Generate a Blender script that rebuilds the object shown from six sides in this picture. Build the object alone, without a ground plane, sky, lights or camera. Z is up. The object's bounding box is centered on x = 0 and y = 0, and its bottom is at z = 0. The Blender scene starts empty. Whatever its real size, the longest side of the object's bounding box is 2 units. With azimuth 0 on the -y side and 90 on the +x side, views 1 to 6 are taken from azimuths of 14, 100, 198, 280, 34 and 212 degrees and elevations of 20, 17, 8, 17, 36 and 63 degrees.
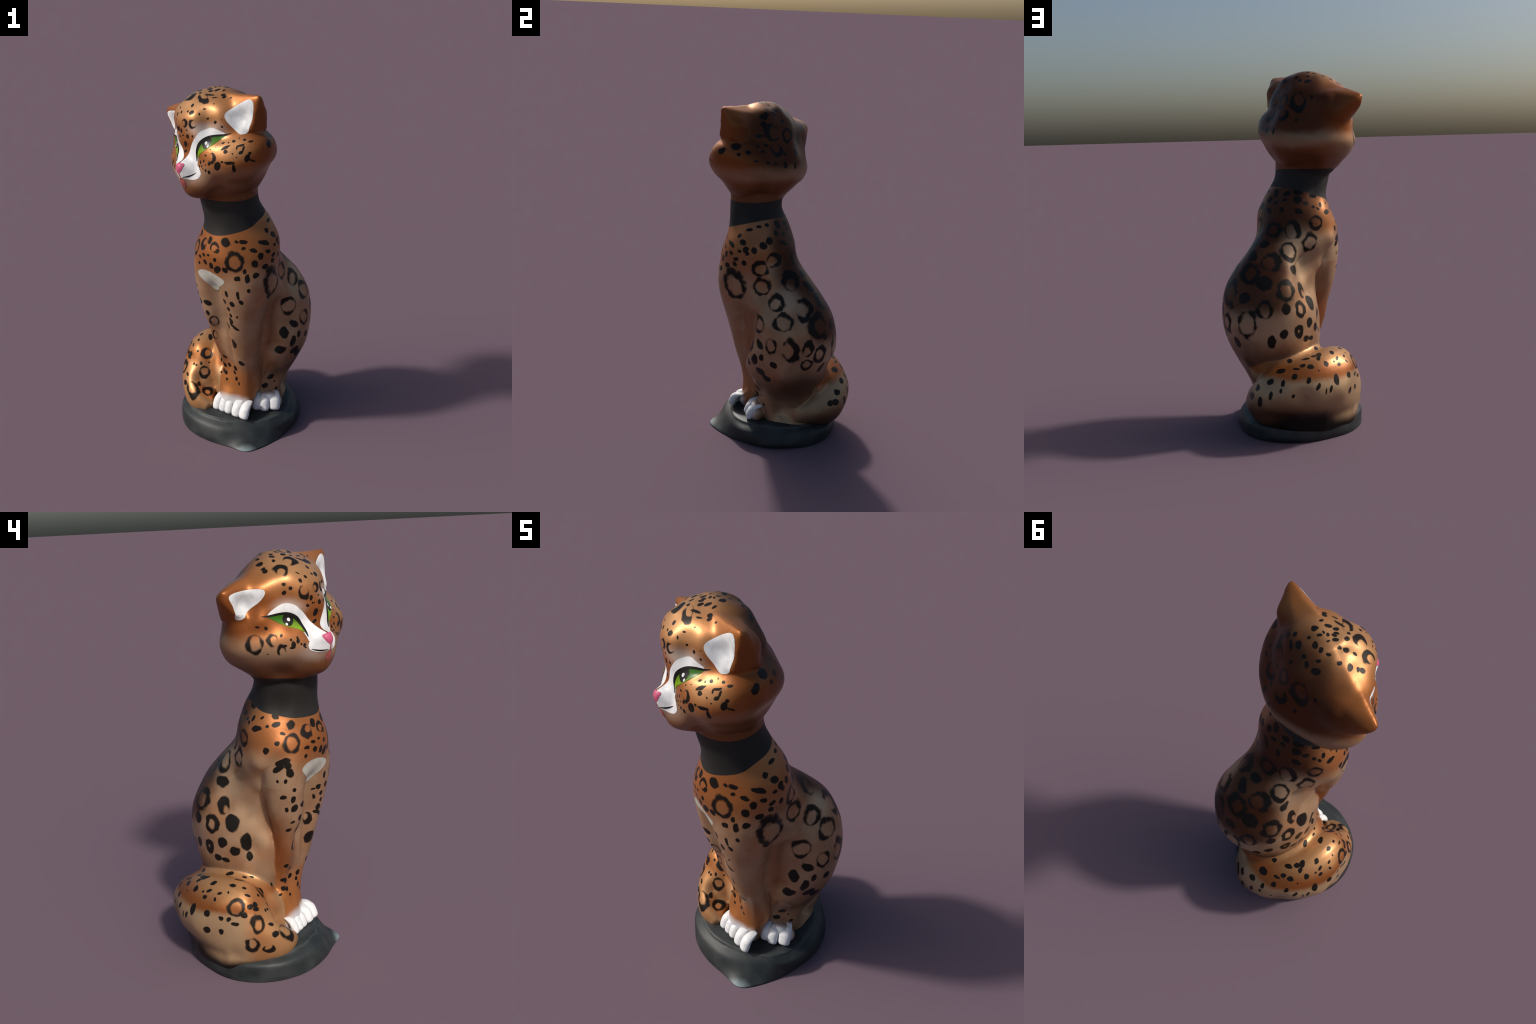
# Painted ceramic figurine of a sitting spotted wild cat on a dark oval plinth.
# Everything is lofted from profiles / cross-sections, fused into one smooth
# body, divided into anatomical parts and painted with node masks.
import bpy, bmesh, math
import numpy as np
from mathutils import Vector, Matrix
from mathutils.bvhtree import BVHTree

rng = np.random.default_rng(7)

# ------------------------------------------------------------------ helpers
def unit(v):
    v = np.asarray(v, float)
    return v / np.linalg.norm(v, axis=-1, keepdims=True)

def catmull(n, ts, periodic):
    """weights of a Catmull-Rom spline through n control values"""
    W = np.zeros((len(ts), n))
    for i, t in enumerate(ts):
        k = int(math.floor(t))
        if not periodic:
            k = min(max(k, 0), n - 2)
        f = t - k
        w = (-.5*f + f*f - .5*f**3, 1 - 2.5*f*f + 1.5*f**3, .5*f + 2*f*f - 1.5*f**3, -.5*f*f + .5*f**3)
        for d, ww in zip((-1, 0, 1, 2), w):
            j = k + d
            if periodic:
                W[i, j % n] += ww
            elif j < 0:
                W[i, 0] += 2*ww; W[i, 1] -= ww
            elif j > n - 1:
                W[i, n-1] += 2*ww; W[i, n-2] -= ww
            else:
                W[i, j] += ww
    return W

def smooth01(x, a, b):
    t = np.clip((x - a) / (b - a), 0, 1)
    return t*t*(3 - 2*t)

def loft(spine, radii, nt, na, A=None, B=None):
    """rings around a spine; radii[k][j] = radius of section k at angle j"""
    C = np.asarray(spine, float); R = np.asarray(radii, float)
    K, J = R.shape
    Wt = catmull(K, np.linspace(0, K-1, nt), False)
    Wa = catmull(J, np.arange(na)*J/na, True)
    c = Wt @ C
    ang = 2*np.pi*np.arange(na)/na
    if A is None:
        T = unit(np.gradient(c, axis=0)); A = unit(np.cross(T, [0, 0, 1])); B = np.cross(A, T)
    else:
        A = np.tile(A, (nt, 1)); B = np.tile(B, (nt, 1))
    D = np.cos(ang)[None, :, None]*A[:, None] + np.sin(ang)[None, :, None]*B[:, None]
    return c[:, None] + (Wt @ R @ Wa.T)[..., None]*D

def globe(centre, frame, radii, nt, na):
    """closed form given by its radius over latitude (rows) and longitude (columns, 0 = forward)"""
    R = np.asarray(radii, float); K, J = R.shape
    Wt = catmull(K, np.linspace(0, K-1, nt), False); Wa = catmull(J, np.arange(na)*J/na, True)
    la = -np.pi/2 + np.pi*np.linspace(0, 1, nt); lo = 2*np.pi*np.arange(na)/na
    D = ((np.cos(la)[:, None]*np.sin(lo))[..., None]*frame[0] + (np.cos(la)[:, None]*np.cos(lo))[..., None]*frame[1]
         + (np.sin(la)[:, None]*np.ones(na))[..., None]*frame[2])
    return np.asarray(centre) + (Wt @ R @ Wa.T)[..., None]*D

def rings_to_mesh(bm, V):
    """closed skin over rings V (nt, na, 3)"""
    nt, na, _ = V.shape
    vs = [[bm.verts.new(V[i, j]) for j in range(na)] for i in range(nt)]
    for i in range(nt-1):
        for j in range(na):
            k = (j+1) % na
            bm.faces.new((vs[i][j], vs[i][k], vs[i+1][k], vs[i+1][j]))
    a = bm.verts.new(V[0].mean(0)); b = bm.verts.new(V[-1].mean(0))
    for j in range(na):
        k = (j+1) % na
        bm.faces.new((a, vs[0][k], vs[0][j])); bm.faces.new((b, vs[-1][j], vs[-1][k]))

def ellipsoid(centre, axes, n=24):
    """rings of an ellipsoid; rows of axes are the three half-axes"""
    u = np.linspace(-np.pi/2, np.pi/2, n)[1:-1]; v = np.linspace(0, 2*np.pi, 2*n, endpoint=False)
    D = np.stack([np.cos(u)[:, None]*np.cos(v), np.cos(u)[:, None]*np.sin(v), np.sin(u)[:, None] + 0*v], -1)
    return np.asarray(centre) + D @ np.asarray(axes)

def new_object(name, mesh, parent=None, mats=()):
    ob = bpy.data.objects.new(name, mesh)
    bpy.context.scene.collection.objects.link(ob)
    for m in mats:
        mesh.materials.append(m)
    if parent is not None:
        ob.parent = parent
    return ob

def mesh_from_bm(name, bm, smooth=True):
    bmesh.ops.recalc_face_normals(bm, faces=bm.faces)
    me = bpy.data.meshes.new(name)
    bm.to_mesh(me); bm.free()
    if smooth:
        me.polygons.foreach_set('use_smooth', [True]*len(me.polygons))
    return me

# ------------------------------------------------------------------ head frame
HEAD_C = np.array([-.085, -.165, 1.70])
LAT = unit([.581, -.373, .10])                       # toward the cat's left
UP = unit(np.array([0, 0, 1.]) - LAT*LAT[2])
FWD = np.cross(LAT, UP)
FRAME = np.array([LAT, FWD, UP])
def hp(u, f, v):
    """point in head coordinates (lateral, forward, up)"""
    return HEAD_C + np.array([u, f, v]) @ FRAME

# ------------------------------------------------------------------ profiles
# torso: spine and 12-spoke horizontal sections, foot to neck
TORSO_SPINE = [
    [0.100, 0.100, 0.050],
    [0.090, 0.070, 0.200],
    [0.090, 0.070, 0.300],
    [0.100, 0.070, 0.400],
    [0.110, 0.070, 0.500],
    [0.120, 0.060, 0.600],
    [0.120, 0.060, 0.700],
    [0.100, 0.030, 0.800],
    [0.070, -0.020, 0.900],
    [0.030, -0.080, 1.000],
    [0.000, -0.140, 1.100],
    [-0.010, -0.140, 1.200],
    [-0.030, -0.160, 1.300],
    [-0.055, -0.170, 1.400],
    [-0.060, -0.170, 1.500],
]
TORSO_R = [
    [0.157, 0.158, 0.163, 0.168, 0.169, 0.169, 0.174, 0.184, 0.175, 0.163, 0.160, 0.159],
    [0.156, 0.149, 0.165, 0.171, 0.172, 0.171, 0.185, 0.214, 0.193, 0.166, 0.161, 0.165],
    [0.181, 0.172, 0.174, 0.177, 0.178, 0.174, 0.190, 0.228, 0.201, 0.167, 0.164, 0.179],
    [0.221, 0.215, 0.212, 0.219, 0.224, 0.207, 0.217, 0.251, 0.229, 0.197, 0.196, 0.219],
    [0.257, 0.255, 0.243, 0.250, 0.250, 0.242, 0.246, 0.264, 0.251, 0.225, 0.225, 0.244],
    [0.259, 0.279, 0.292, 0.295, 0.269, 0.261, 0.263, 0.277, 0.268, 0.255, 0.245, 0.246],
    [0.260, 0.281, 0.290, 0.292, 0.276, 0.257, 0.252, 0.259, 0.261, 0.256, 0.234, 0.227],
    [0.246, 0.293, 0.304, 0.291, 0.272, 0.228, 0.219, 0.229, 0.254, 0.259, 0.234, 0.231],
    [0.213, 0.282, 0.318, 0.274, 0.242, 0.196, 0.188, 0.195, 0.249, 0.265, 0.244, 0.215],
    [0.212, 0.257, 0.296, 0.245, 0.225, 0.207, 0.192, 0.190, 0.230, 0.247, 0.244, 0.225],
    [0.256, 0.245, 0.261, 0.224, 0.208, 0.212, 0.216, 0.204, 0.201, 0.227, 0.241, 0.260],
    [0.261, 0.233, 0.217, 0.197, 0.190, 0.194, 0.177, 0.165, 0.164, 0.198, 0.217, 0.257],
    [0.239, 0.220, 0.187, 0.177, 0.145, 0.142, 0.116, 0.120, 0.126, 0.149, 0.182, 0.229],
    [0.207, 0.189, 0.162, 0.132, 0.129, 0.122, 0.110, 0.109, 0.120, 0.139, 0.175, 0.208],
    [0.202, 0.183, 0.166, 0.149, 0.138, 0.129, 0.122, 0.123, 0.133, 0.152, 0.177, 0.196],
]
# both forelegs as one tapering column
LEG_SPINE = [
    [-0.010, -0.165, 0.120],
    [0.000, -0.150, 0.200],
    [0.010, -0.140, 0.300],
    [0.010, -0.140, 0.400],
    [0.000, -0.160, 0.500],
    [-0.005, -0.180, 0.600],
    [-0.010, -0.200, 0.700],
    [-0.015, -0.215, 0.800],
    [-0.020, -0.220, 0.900],
    [-0.020, -0.210, 1.000],
    [-0.010, -0.200, 1.100],
    [-0.010, -0.155, 1.200],
    [-0.020, -0.140, 1.290],
]
LEG_R = [
    [0.099, 0.075, 0.057, 0.056, 0.072, 0.096, 0.067, 0.049, 0.052, 0.072],
    [0.105, 0.092, 0.077, 0.076, 0.089, 0.100, 0.080, 0.065, 0.070, 0.089],
    [0.113, 0.100, 0.084, 0.082, 0.094, 0.103, 0.080, 0.065, 0.068, 0.093],
    [0.121, 0.104, 0.086, 0.083, 0.093, 0.100, 0.074, 0.062, 0.077, 0.114],
    [0.141, 0.120, 0.100, 0.096, 0.106, 0.105, 0.078, 0.068, 0.092, 0.133],
    [0.164, 0.130, 0.103, 0.100, 0.122, 0.128, 0.077, 0.064, 0.098, 0.145],
    [0.185, 0.146, 0.116, 0.116, 0.144, 0.138, 0.071, 0.070, 0.108, 0.159],
    [0.212, 0.165, 0.133, 0.136, 0.188, 0.153, 0.079, 0.082, 0.117, 0.181],
    [0.243, 0.184, 0.146, 0.148, 0.202, 0.169, 0.092, 0.098, 0.132, 0.211],
    [0.264, 0.202, 0.162, 0.161, 0.197, 0.188, 0.127, 0.126, 0.159, 0.232],
    [0.241, 0.195, 0.159, 0.154, 0.178, 0.190, 0.148, 0.135, 0.158, 0.211],
    [0.148, 0.120, 0.095, 0.090, 0.106, 0.123, 0.095, 0.080, 0.092, 0.122],
    [0.075, 0.064, 0.052, 0.048, 0.052, 0.057, 0.047, 0.042, 0.049, 0.064],
]
# tail wrapped round the rump, right hip to left paw
TAIL_SPINE = [
    [0.230, 0.110, 0.160],
    [0.180, 0.240, 0.190],
    [0.080, 0.290, 0.190],
    [-0.060, 0.300, 0.200],
    [-0.190, 0.220, 0.210],
    [-0.260, 0.070, 0.210],
    [-0.260, -0.040, 0.180],
    [-0.215, -0.130, 0.150],
    [-0.150, -0.190, 0.130],
]
TAIL_R = [
    [0.002, 0.012, 0.026, 0.040, 0.047, 0.037, 0.023, 0.007],
    [0.045, 0.047, 0.075, 0.089, 0.092, 0.082, 0.072, 0.051],
    [0.131, 0.148, 0.178, 0.145, 0.131, 0.129, 0.130, 0.116],
    [0.125, 0.181, 0.216, 0.181, 0.156, 0.160, 0.167, 0.116],
    [0.116, 0.175, 0.255, 0.211, 0.170, 0.185, 0.215, 0.128],
    [0.120, 0.149, 0.254, 0.211, 0.161, 0.180, 0.224, 0.161],
    [0.097, 0.125, 0.170, 0.150, 0.125, 0.143, 0.176, 0.111],
    [0.082, 0.091, 0.099, 0.091, 0.082, 0.089, 0.098, 0.085],
    [0.030, 0.030, 0.030, 0.032, 0.031, 0.030, 0.029, 0.028],
]
# head: radius by latitude (chin to crown), full turn from nose round the cat left side
HEAD_R = [
    [0.266, 0.266, 0.268, 0.270, 0.272, 0.274, 0.274, 0.273, 0.273, 0.273, 0.272, 0.272, 0.270, 0.268, 0.266, 0.266],
    [0.272, 0.273, 0.276, 0.279, 0.282, 0.283, 0.282, 0.281, 0.281, 0.279, 0.279, 0.278, 0.277, 0.274, 0.272, 0.271],
    [0.290, 0.292, 0.301, 0.307, 0.311, 0.313, 0.308, 0.306, 0.305, 0.301, 0.299, 0.301, 0.298, 0.291, 0.287, 0.291],
    [0.299, 0.303, 0.286, 0.301, 0.313, 0.323, 0.297, 0.293, 0.291, 0.278, 0.274, 0.282, 0.283, 0.277, 0.268, 0.284],
    [0.288, 0.301, 0.299, 0.299, 0.313, 0.317, 0.302, 0.286, 0.290, 0.273, 0.268, 0.286, 0.284, 0.268, 0.259, 0.267],
    [0.257, 0.259, 0.292, 0.323, 0.338, 0.315, 0.305, 0.288, 0.288, 0.275, 0.276, 0.304, 0.294, 0.269, 0.254, 0.250],
    [0.221, 0.221, 0.274, 0.337, 0.363, 0.345, 0.318, 0.293, 0.282, 0.267, 0.276, 0.301, 0.307, 0.268, 0.238, 0.220],
    [0.192, 0.218, 0.251, 0.306, 0.376, 0.340, 0.294, 0.259, 0.269, 0.245, 0.252, 0.274, 0.284, 0.239, 0.213, 0.194],
    [0.204, 0.223, 0.237, 0.262, 0.319, 0.291, 0.264, 0.243, 0.254, 0.233, 0.246, 0.270, 0.288, 0.253, 0.209, 0.199],
    [0.222, 0.237, 0.247, 0.277, 0.309, 0.296, 0.278, 0.252, 0.253, 0.236, 0.258, 0.293, 0.297, 0.264, 0.236, 0.216],
    [0.254, 0.263, 0.270, 0.295, 0.321, 0.304, 0.289, 0.272, 0.260, 0.248, 0.268, 0.301, 0.301, 0.279, 0.247, 0.244],
    [0.267, 0.269, 0.277, 0.294, 0.312, 0.310, 0.305, 0.276, 0.267, 0.256, 0.262, 0.273, 0.299, 0.278, 0.266, 0.269],
    [0.282, 0.278, 0.281, 0.287, 0.303, 0.305, 0.294, 0.295, 0.274, 0.266, 0.271, 0.279, 0.290, 0.276, 0.271, 0.273],
    [0.280, 0.286, 0.285, 0.286, 0.292, 0.298, 0.295, 0.296, 0.291, 0.281, 0.285, 0.284, 0.282, 0.281, 0.280, 0.277],
    [0.284, 0.288, 0.286, 0.286, 0.288, 0.289, 0.291, 0.287, 0.292, 0.291, 0.288, 0.286, 0.284, 0.283, 0.283, 0.282],
]
# ear flap corners in head coordinates (lateral, forward, up)
EAR_CORNERS = {1: [(0.386, 0.0, 0.234), (0.378, -0.026, 0.222), (0.34, 0.037, 0.067), (0.329, -0.08, 0.062), (0.211, 0.085, 0.065), (0.211, 0.07, 0.17), (0.179, 0.02, 0.262), (0.179, -0.09, 0.215), (0.2, -0.15, 0.05)],
               -1: [(-0.35, 0.02, 0.205), (-0.352, -0.02, 0.18), (-0.346, 0.022, 0.15), (-0.29, 0.05, 0.07), (-0.29, -0.07, 0.055), (-0.2, 0.085, 0.065), (-0.2, 0.07, 0.165), (-0.16, 0.02, 0.238), (-0.17, -0.09, 0.205), (-0.19, -0.15, 0.05)]}
# plinth (z, x, y) and 16-spoke outline
PLINTH_SPINE = [
    [0.000, -0.010, -0.010],
    [0.030, -0.010, -0.010],
    [0.080, -0.010, -0.010],
    [0.120, -0.010, 0.000],
]
PLINTH_R = [
    [0.342, 0.343, 0.365, 0.377, 0.371, 0.358, 0.344, 0.354, 0.359, 0.357, 0.352, 0.347, 0.358, 0.393, 0.363, 0.340],
    [0.354, 0.359, 0.363, 0.385, 0.383, 0.369, 0.356, 0.358, 0.357, 0.360, 0.347, 0.346, 0.342, 0.351, 0.349, 0.346],
    [0.337, 0.338, 0.350, 0.385, 0.368, 0.360, 0.356, 0.356, 0.359, 0.354, 0.339, 0.323, 0.317, 0.313, 0.329, 0.353],
    [0.305, 0.307, 0.310, 0.323, 0.323, 0.324, 0.327, 0.331, 0.334, 0.326, 0.312, 0.298, 0.288, 0.292, 0.316, 0.317],
]


# ------------------------------------------------------------------ body
SOURCES = {}
SOURCES['torso'] = loft(TORSO_SPINE, TORSO_R, 110, 72, (1, 0, 0), (0, 1, 0))
SOURCES['foreleg'] = loft(LEG_SPINE, LEG_R, 80, 56, (1, 0, 0), (0, 1, 0))
SOURCES['tail'] = loft(TAIL_SPINE, TAIL_R, 64, 48)
# ridge that carries the tail up against rump and foreleg
SOURCES['tail_ridge'] = loft([(.17, .25, .345), (.06, .265, .385), (-.05, .205, .405), (-.115, .11, .415), (-.13, .01, .385), (-.105, -.075, .29), (-.09, -.10, .17)],
                             np.outer([.035, .055, .062, .062, .058, .055, .04], np.ones(6)), 50, 28)
SOURCES['head'] = globe(HEAD_C, FRAME, HEAD_R, 72, 96)[1:-1]
EARS = []
for side in (1, -1):
    EARS.append((side, [hp(*c) for c in EAR_CORNERS[side]]))
def head_lump(u, f, v, a, b, c):
    return ellipsoid(hp(u, f, v), FRAME*np.array([[a], [b], [c]]))
PAW_PADS = [((-0.012, -0.17, 0.165), (-0.36, -0.93), (0.104, 0.04, 0.058)), ((0.18, -0.088, 0.16), (0.15, -0.99), (0.076, 0.044, 0.056))]
SOURCES['lump0'] = head_lump(0.018, 0.188, -0.1, 0.072, 0.062, 0.068)
SOURCES['lump1'] = head_lump(0.018, 0.236, -0.08, 0.028, 0.028, 0.022)
SOURCES['lump2'] = head_lump(0.015, 0.16, -0.2, 0.05, 0.044, 0.042)

bm = bmesh.new()
for k, V in SOURCES.items():
    rings_to_mesh(bm, V)
for side, corners in EARS:                              # thick triangular ear flaps
    vs = [bm.verts.new(c) for c in corners]
    bmesh.ops.convex_hull(bm, input=vs)
for c, n, (a, b, h) in PAW_PADS:
    n = unit([n[0], n[1], 0])
    rings_to_mesh(bm, ellipsoid(c, np.array([np.array([-n[1], n[0], 0])*a, n*b, np.array([0, 0, h])])))
raw = mesh_from_bm('raw', bm)
raw_ob = new_object('raw', raw)
m = raw_ob.modifiers.new('fuse', 'REMESH'); m.mode = 'VOXEL'; m.voxel_size = .0068; m.use_smooth_shade = True
m = raw_ob.modifiers.new('soften', 'SMOOTH'); m.factor = .5; m.iterations = 10
fused = bpy.data.meshes.new_from_object(raw_ob.evaluated_get(bpy.context.evaluated_depsgraph_get()))
bpy.data.objects.remove(raw_ob)

co = np.empty(len(fused.vertices)*3); fused.vertices.foreach_get('co', co); co = co.reshape(-1, 3)
no = np.empty(len(fused.vertices)*3); fused.vertices.foreach_get('normal', no); no = no.reshape(-1, 3)

def dist_polyline(P, pts):
    best = np.full(len(P), 9.)
    pts = np.asarray(pts, float)
    if len(pts) == 1:
        return np.linalg.norm(P - pts[0], axis=1)
    for a, b in zip(pts[:-1], pts[1:]):
        d = b - a; t = np.clip(((P-a) @ d)/(d @ d), 0, 1)
        best = np.minimum(best, np.linalg.norm(P - a - t[:, None]*d, axis=1))
    return best
# hand-modelled relief: grooves (negative) and soft swellings (positive)
GROOVE_X = (.012, -.06)
SOFTEN = [
    ((-.02, -.30, 1.08), (.30, .20, .17), 80),           # chest over the forelegs
    (hp(.27, .0, .14), (.13, .13, .13), 22), (hp(-.27, .0, .14), (.13, .13, .13), 20),   # ears
    (hp(0, .22, -.10), (.09, .09, .10), 25),             # muzzle
    ((-.12, .02, .34), (.11, .20, .15), 40), ((.06, .25, .38), (.14, .10, .08), 25),   # tail against the rump
    ((-.02, -.18, .27), (.16, .12, .07), 20),            # wrists
]
RELIEF = [
    # groove between the forelegs
    ([(-.07, -.27, .93), (-.045, -.28, .8), (-.02, -.27, .66), (.0, -.255, .5), (.01, -.25, .35), (.012, -.25, .22)], .032, -.019),
    ([(-.065, -.31, .93), (-.05, -.30, .85), (-.03, -.28, .75)], .06, -.028), ([(-.05, -.215, .42), (-.05, -.20, .30)], .055, -.020),
    ([(-.06, -.27, .90), (-.045, -.27, .8), (-.02, -.25, .66), (.0, -.235, .5), (.01, -.23, .35), (.012, -.23, .24)], .014, -.007),
    # hollows between foreleg and thigh, right and left, with the shoulder standing out above
    ([(.232, -.165, .56), (.262, -.135, .80)], .048, -.036), ([(.235, -.14, .27), (.262, -.13, .40), (.245, -.165, .50)], .055, .042), ([(.285, -.11, .81)], .05, -.012),
    ([(.245, -.18, .96)], .055, .018), ([(-.19, -.068, 1.05)], .05, .022), ([(-.105, .10, .965)], .08, -.062), ([(-.12, .02, .80)], .06, -.02),
    ([(-.085, -.225, .65)], .06, -.014), ([(-.09, -.305, 1.16)], .08, .016),
    ([(.125, -.11, .27), (.16, -.10, .36), (.20, -.13, .47)], .05, .022), ([(.295, -.10, .55)], .06, .014),
    ([(-.105, .12, .80), (-.09, .13, .86)], .09, -.024), ([(-.12, -.068, .908)], .04, .022), ([(-.145, -.001, .595)], .05, -.018),
    ([(-.07, -.17, .38), (-.067, -.207, .50), (-.07, -.22, .65)], .055, -.018),
    # neck drawn in under the collar
    ([(.178, -.25, 1.32)], .075, -.022), ([(-.22, -.16, 1.31)], .06, -.010), ([(.13, .0, 1.33)], .06, -.010),
    # rump and tail
    ([(.25, .075, .20)], .07, -.040), ([(-.34, .146, .372), (-.33, .244, .28)], .065, .018),
    ([(-.385, .067, .142)], .05, -.022), ([(-.154, .417, .27)], .06, -.024), ([(-.297, -.069, .368)], .06, -.016), ([(-.221, -.134, .281), (-.18, -.139, .24)], .05, -.034),
    ([(-.36, .15, .13), (-.28, .31, .13), (-.14, .41, .13), (.03, .43, .14)], .05, -.022),
    ([(.19, .277, .43)], .06, .018),
    # skull: flatter behind, hollow brow, cupped ears
    ([hp(-.13, -.18, .12), hp(0, -.235, .105), hp(.10, -.195, .165)], .085, -.018),
    ([hp(-.13, .16, .105), hp(-.24, .062, .11)], .055, -.024), ([hp(.155, .16, .11)], .05, -.012),
    ([hp(.295, .04, .14)], .045, -.022), ([hp(-.26, .045, .135)], .042, -.020),
    ([hp(.30, -.08, .155)], .05, .022),
    ([hp(.13, .17, .02), hp(.2, .13, .05)], .038, -.012), ([hp(-.11, .17, .02), hp(-.18, .13, .05)], .038, -.008),
    ([hp(.155, .16, .105), hp(.155, .16, .17)], .045, -.013), ([hp(-.14, .0, .245)], .06, -.016), ([hp(-.266, .045, .073)], .05, -.012),
    ([hp(.018, .235, -.162)], .016, .006),
    # snout, jaw
    ([hp(-.14, .10, -.21)], .06, -.014), ([hp(.14, .12, -.21)], .05, -.012),
    ([hp(.018, .20, -.205)], .05, .016),
    ([hp(.018, .25, -.085), hp(.018, .24, -.135)], .034, .015), ([hp(.19, .16, -.168)], .05, -.015),
]
TOES = [
    ('paw.001', [(-.112, -.200), (-.070, -.216), (-.034, -.231)], (-.36, -.93), [.0245, .024, .023]),
    ('paw', [(.020, -.254), (.070, -.272)], (-.36, -.93), [.029, .030]),
    ('hind_leg', [(.122, -.155), (.168, -.158), (.222, -.132)], (.15, -.99), [.026, .027, .033]),
]

# extra softening where masses meet: (centre, radius, passes)
edges = np.empty(len(fused.edges)*2, int); fused.edges.foreach_get('vertices', edges); edges = edges.reshape(-1, 2)
deg = np.bincount(edges.ravel(), minlength=len(co))[:, None]
for c, r, n in SOFTEN:
    w = np.exp(-(((co - np.array(c))/np.array(r))**2).sum(1)**1.5)[:, None]
    for _ in range(n):
        acc = np.zeros_like(co)
        for k in range(3):
            acc[:, k] = np.bincount(edges[:, 0], co[edges[:, 1], k], len(co)) + np.bincount(edges[:, 1], co[edges[:, 0], k], len(co))
        co = co + .6*w*(acc/deg - co)
co = co + no*.003                                     # make up for the shrinkage of smoothing
for pts, width, height in RELIEF:
    co = co + no*(height*np.exp(-(dist_polyline(co, pts)/width)**2))[:, None]
co[:, 2] = np.maximum(co[:, 2], .004)
fused.vertices.foreach_set('co', co.ravel())
fused.update()

BODY_VERTS = [Vector(c) for c in co]
BODY_FACES = [tuple(p.vertices) for p in fused.polygons]
BODY_NORMALS = [v.normal.copy() for v in fused.vertices]
BODY_BVH = BVHTree.FromPolygons(BODY_VERTS, BODY_FACES)

# ------------------------------------------------------------------ collar cuts, parts
COLLAR_LOW = (Vector((0, -.30, 1.262)), Vector((-.22, -.28, 1)).normalized())
COLLAR_TOP = (Vector((0, -.30, 1.440)), Vector((0, -.06, 1)).normalized())
bm = bmesh.new(); bm.from_mesh(fused)
for p, n in (COLLAR_LOW, COLLAR_TOP):
    bmesh.ops.bisect_plane(bm, geom=bm.verts[:] + bm.edges[:] + bm.faces[:], plane_co=p, plane_no=n, dist=1e-5)
bmesh.ops.triangulate(bm, faces=[f for f in bm.faces if len(f.verts) > 4])
bm.normal_update()
bm.to_mesh(fused); bm.free()
co = np.empty(len(fused.vertices)*3); fused.vertices.foreach_get('co', co); co = co.reshape(-1, 3)
no = np.empty(len(fused.vertices)*3); fused.vertices.foreach_get('normal', no); no = no.reshape(-1, 3)
faces = [tuple(p.vertices) for p in fused.polygons]
centre = np.array([co[list(f)].mean(0) for f in faces])

source_bvh = {}
for k in ('torso', 'foreleg', 'tail', 'tail_ridge'):
    b = bmesh.new(); rings_to_mesh(b, SOURCES[k]); source_bvh[k] = BVHTree.FromBMesh(b); b.free()

def above(plane, P):
    return (P - np.array(plane[0])) @ np.array(plane[1]) > 0
hi = above(COLLAR_TOP, centre); mid = above(COLLAR_LOW, centre) & ~hi
q = (centre - HEAD_C) @ FRAME.T
part_of = []
for i, c in enumerate(centre):
    if hi[i]:
        name = 'head'
        u, f, v = q[i]
        if abs(u) > .215 + .5*max(0, .10 - v) and v > .045:
            name = 'ear' if u > 0 else 'ear.001'
    elif mid[i]:
        name = 'collar'
    else:
        v = Vector(c)
        d = {k: b.find_nearest(v)[3] for k, b in source_bvh.items()}
        name = min(d, key=d.get).split('_')[0]
        if name == 'foreleg':
            if c[2] > .93:
                name = 'torso'
            else:
                gx = GROOVE_X[0] + (GROOVE_X[1]-GROOVE_X[0])*(c[2]-.2)/.7
                left = c[0] > gx
                name = ('paw' if left else 'paw.001') if c[2] < .225 else ('foreleg' if left else 'foreleg.001')
        elif name == 'torso' and c[2] < .72:
            name = 'hind_leg' if c[0] > .11 - .3*(c[1]-.1) else 'hind_leg.001'
    part_of.append(name)
part_of = np.array(part_of)

cat = bpy.data.objects.new('ceramic_cat_figurine', None)
bpy.context.scene.collection.objects.link(cat)
cat['label'] = 'painted ceramic leopard cat figurine sitting upright on black oval plinth'
cat['category'] = 'cat figurine'

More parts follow.
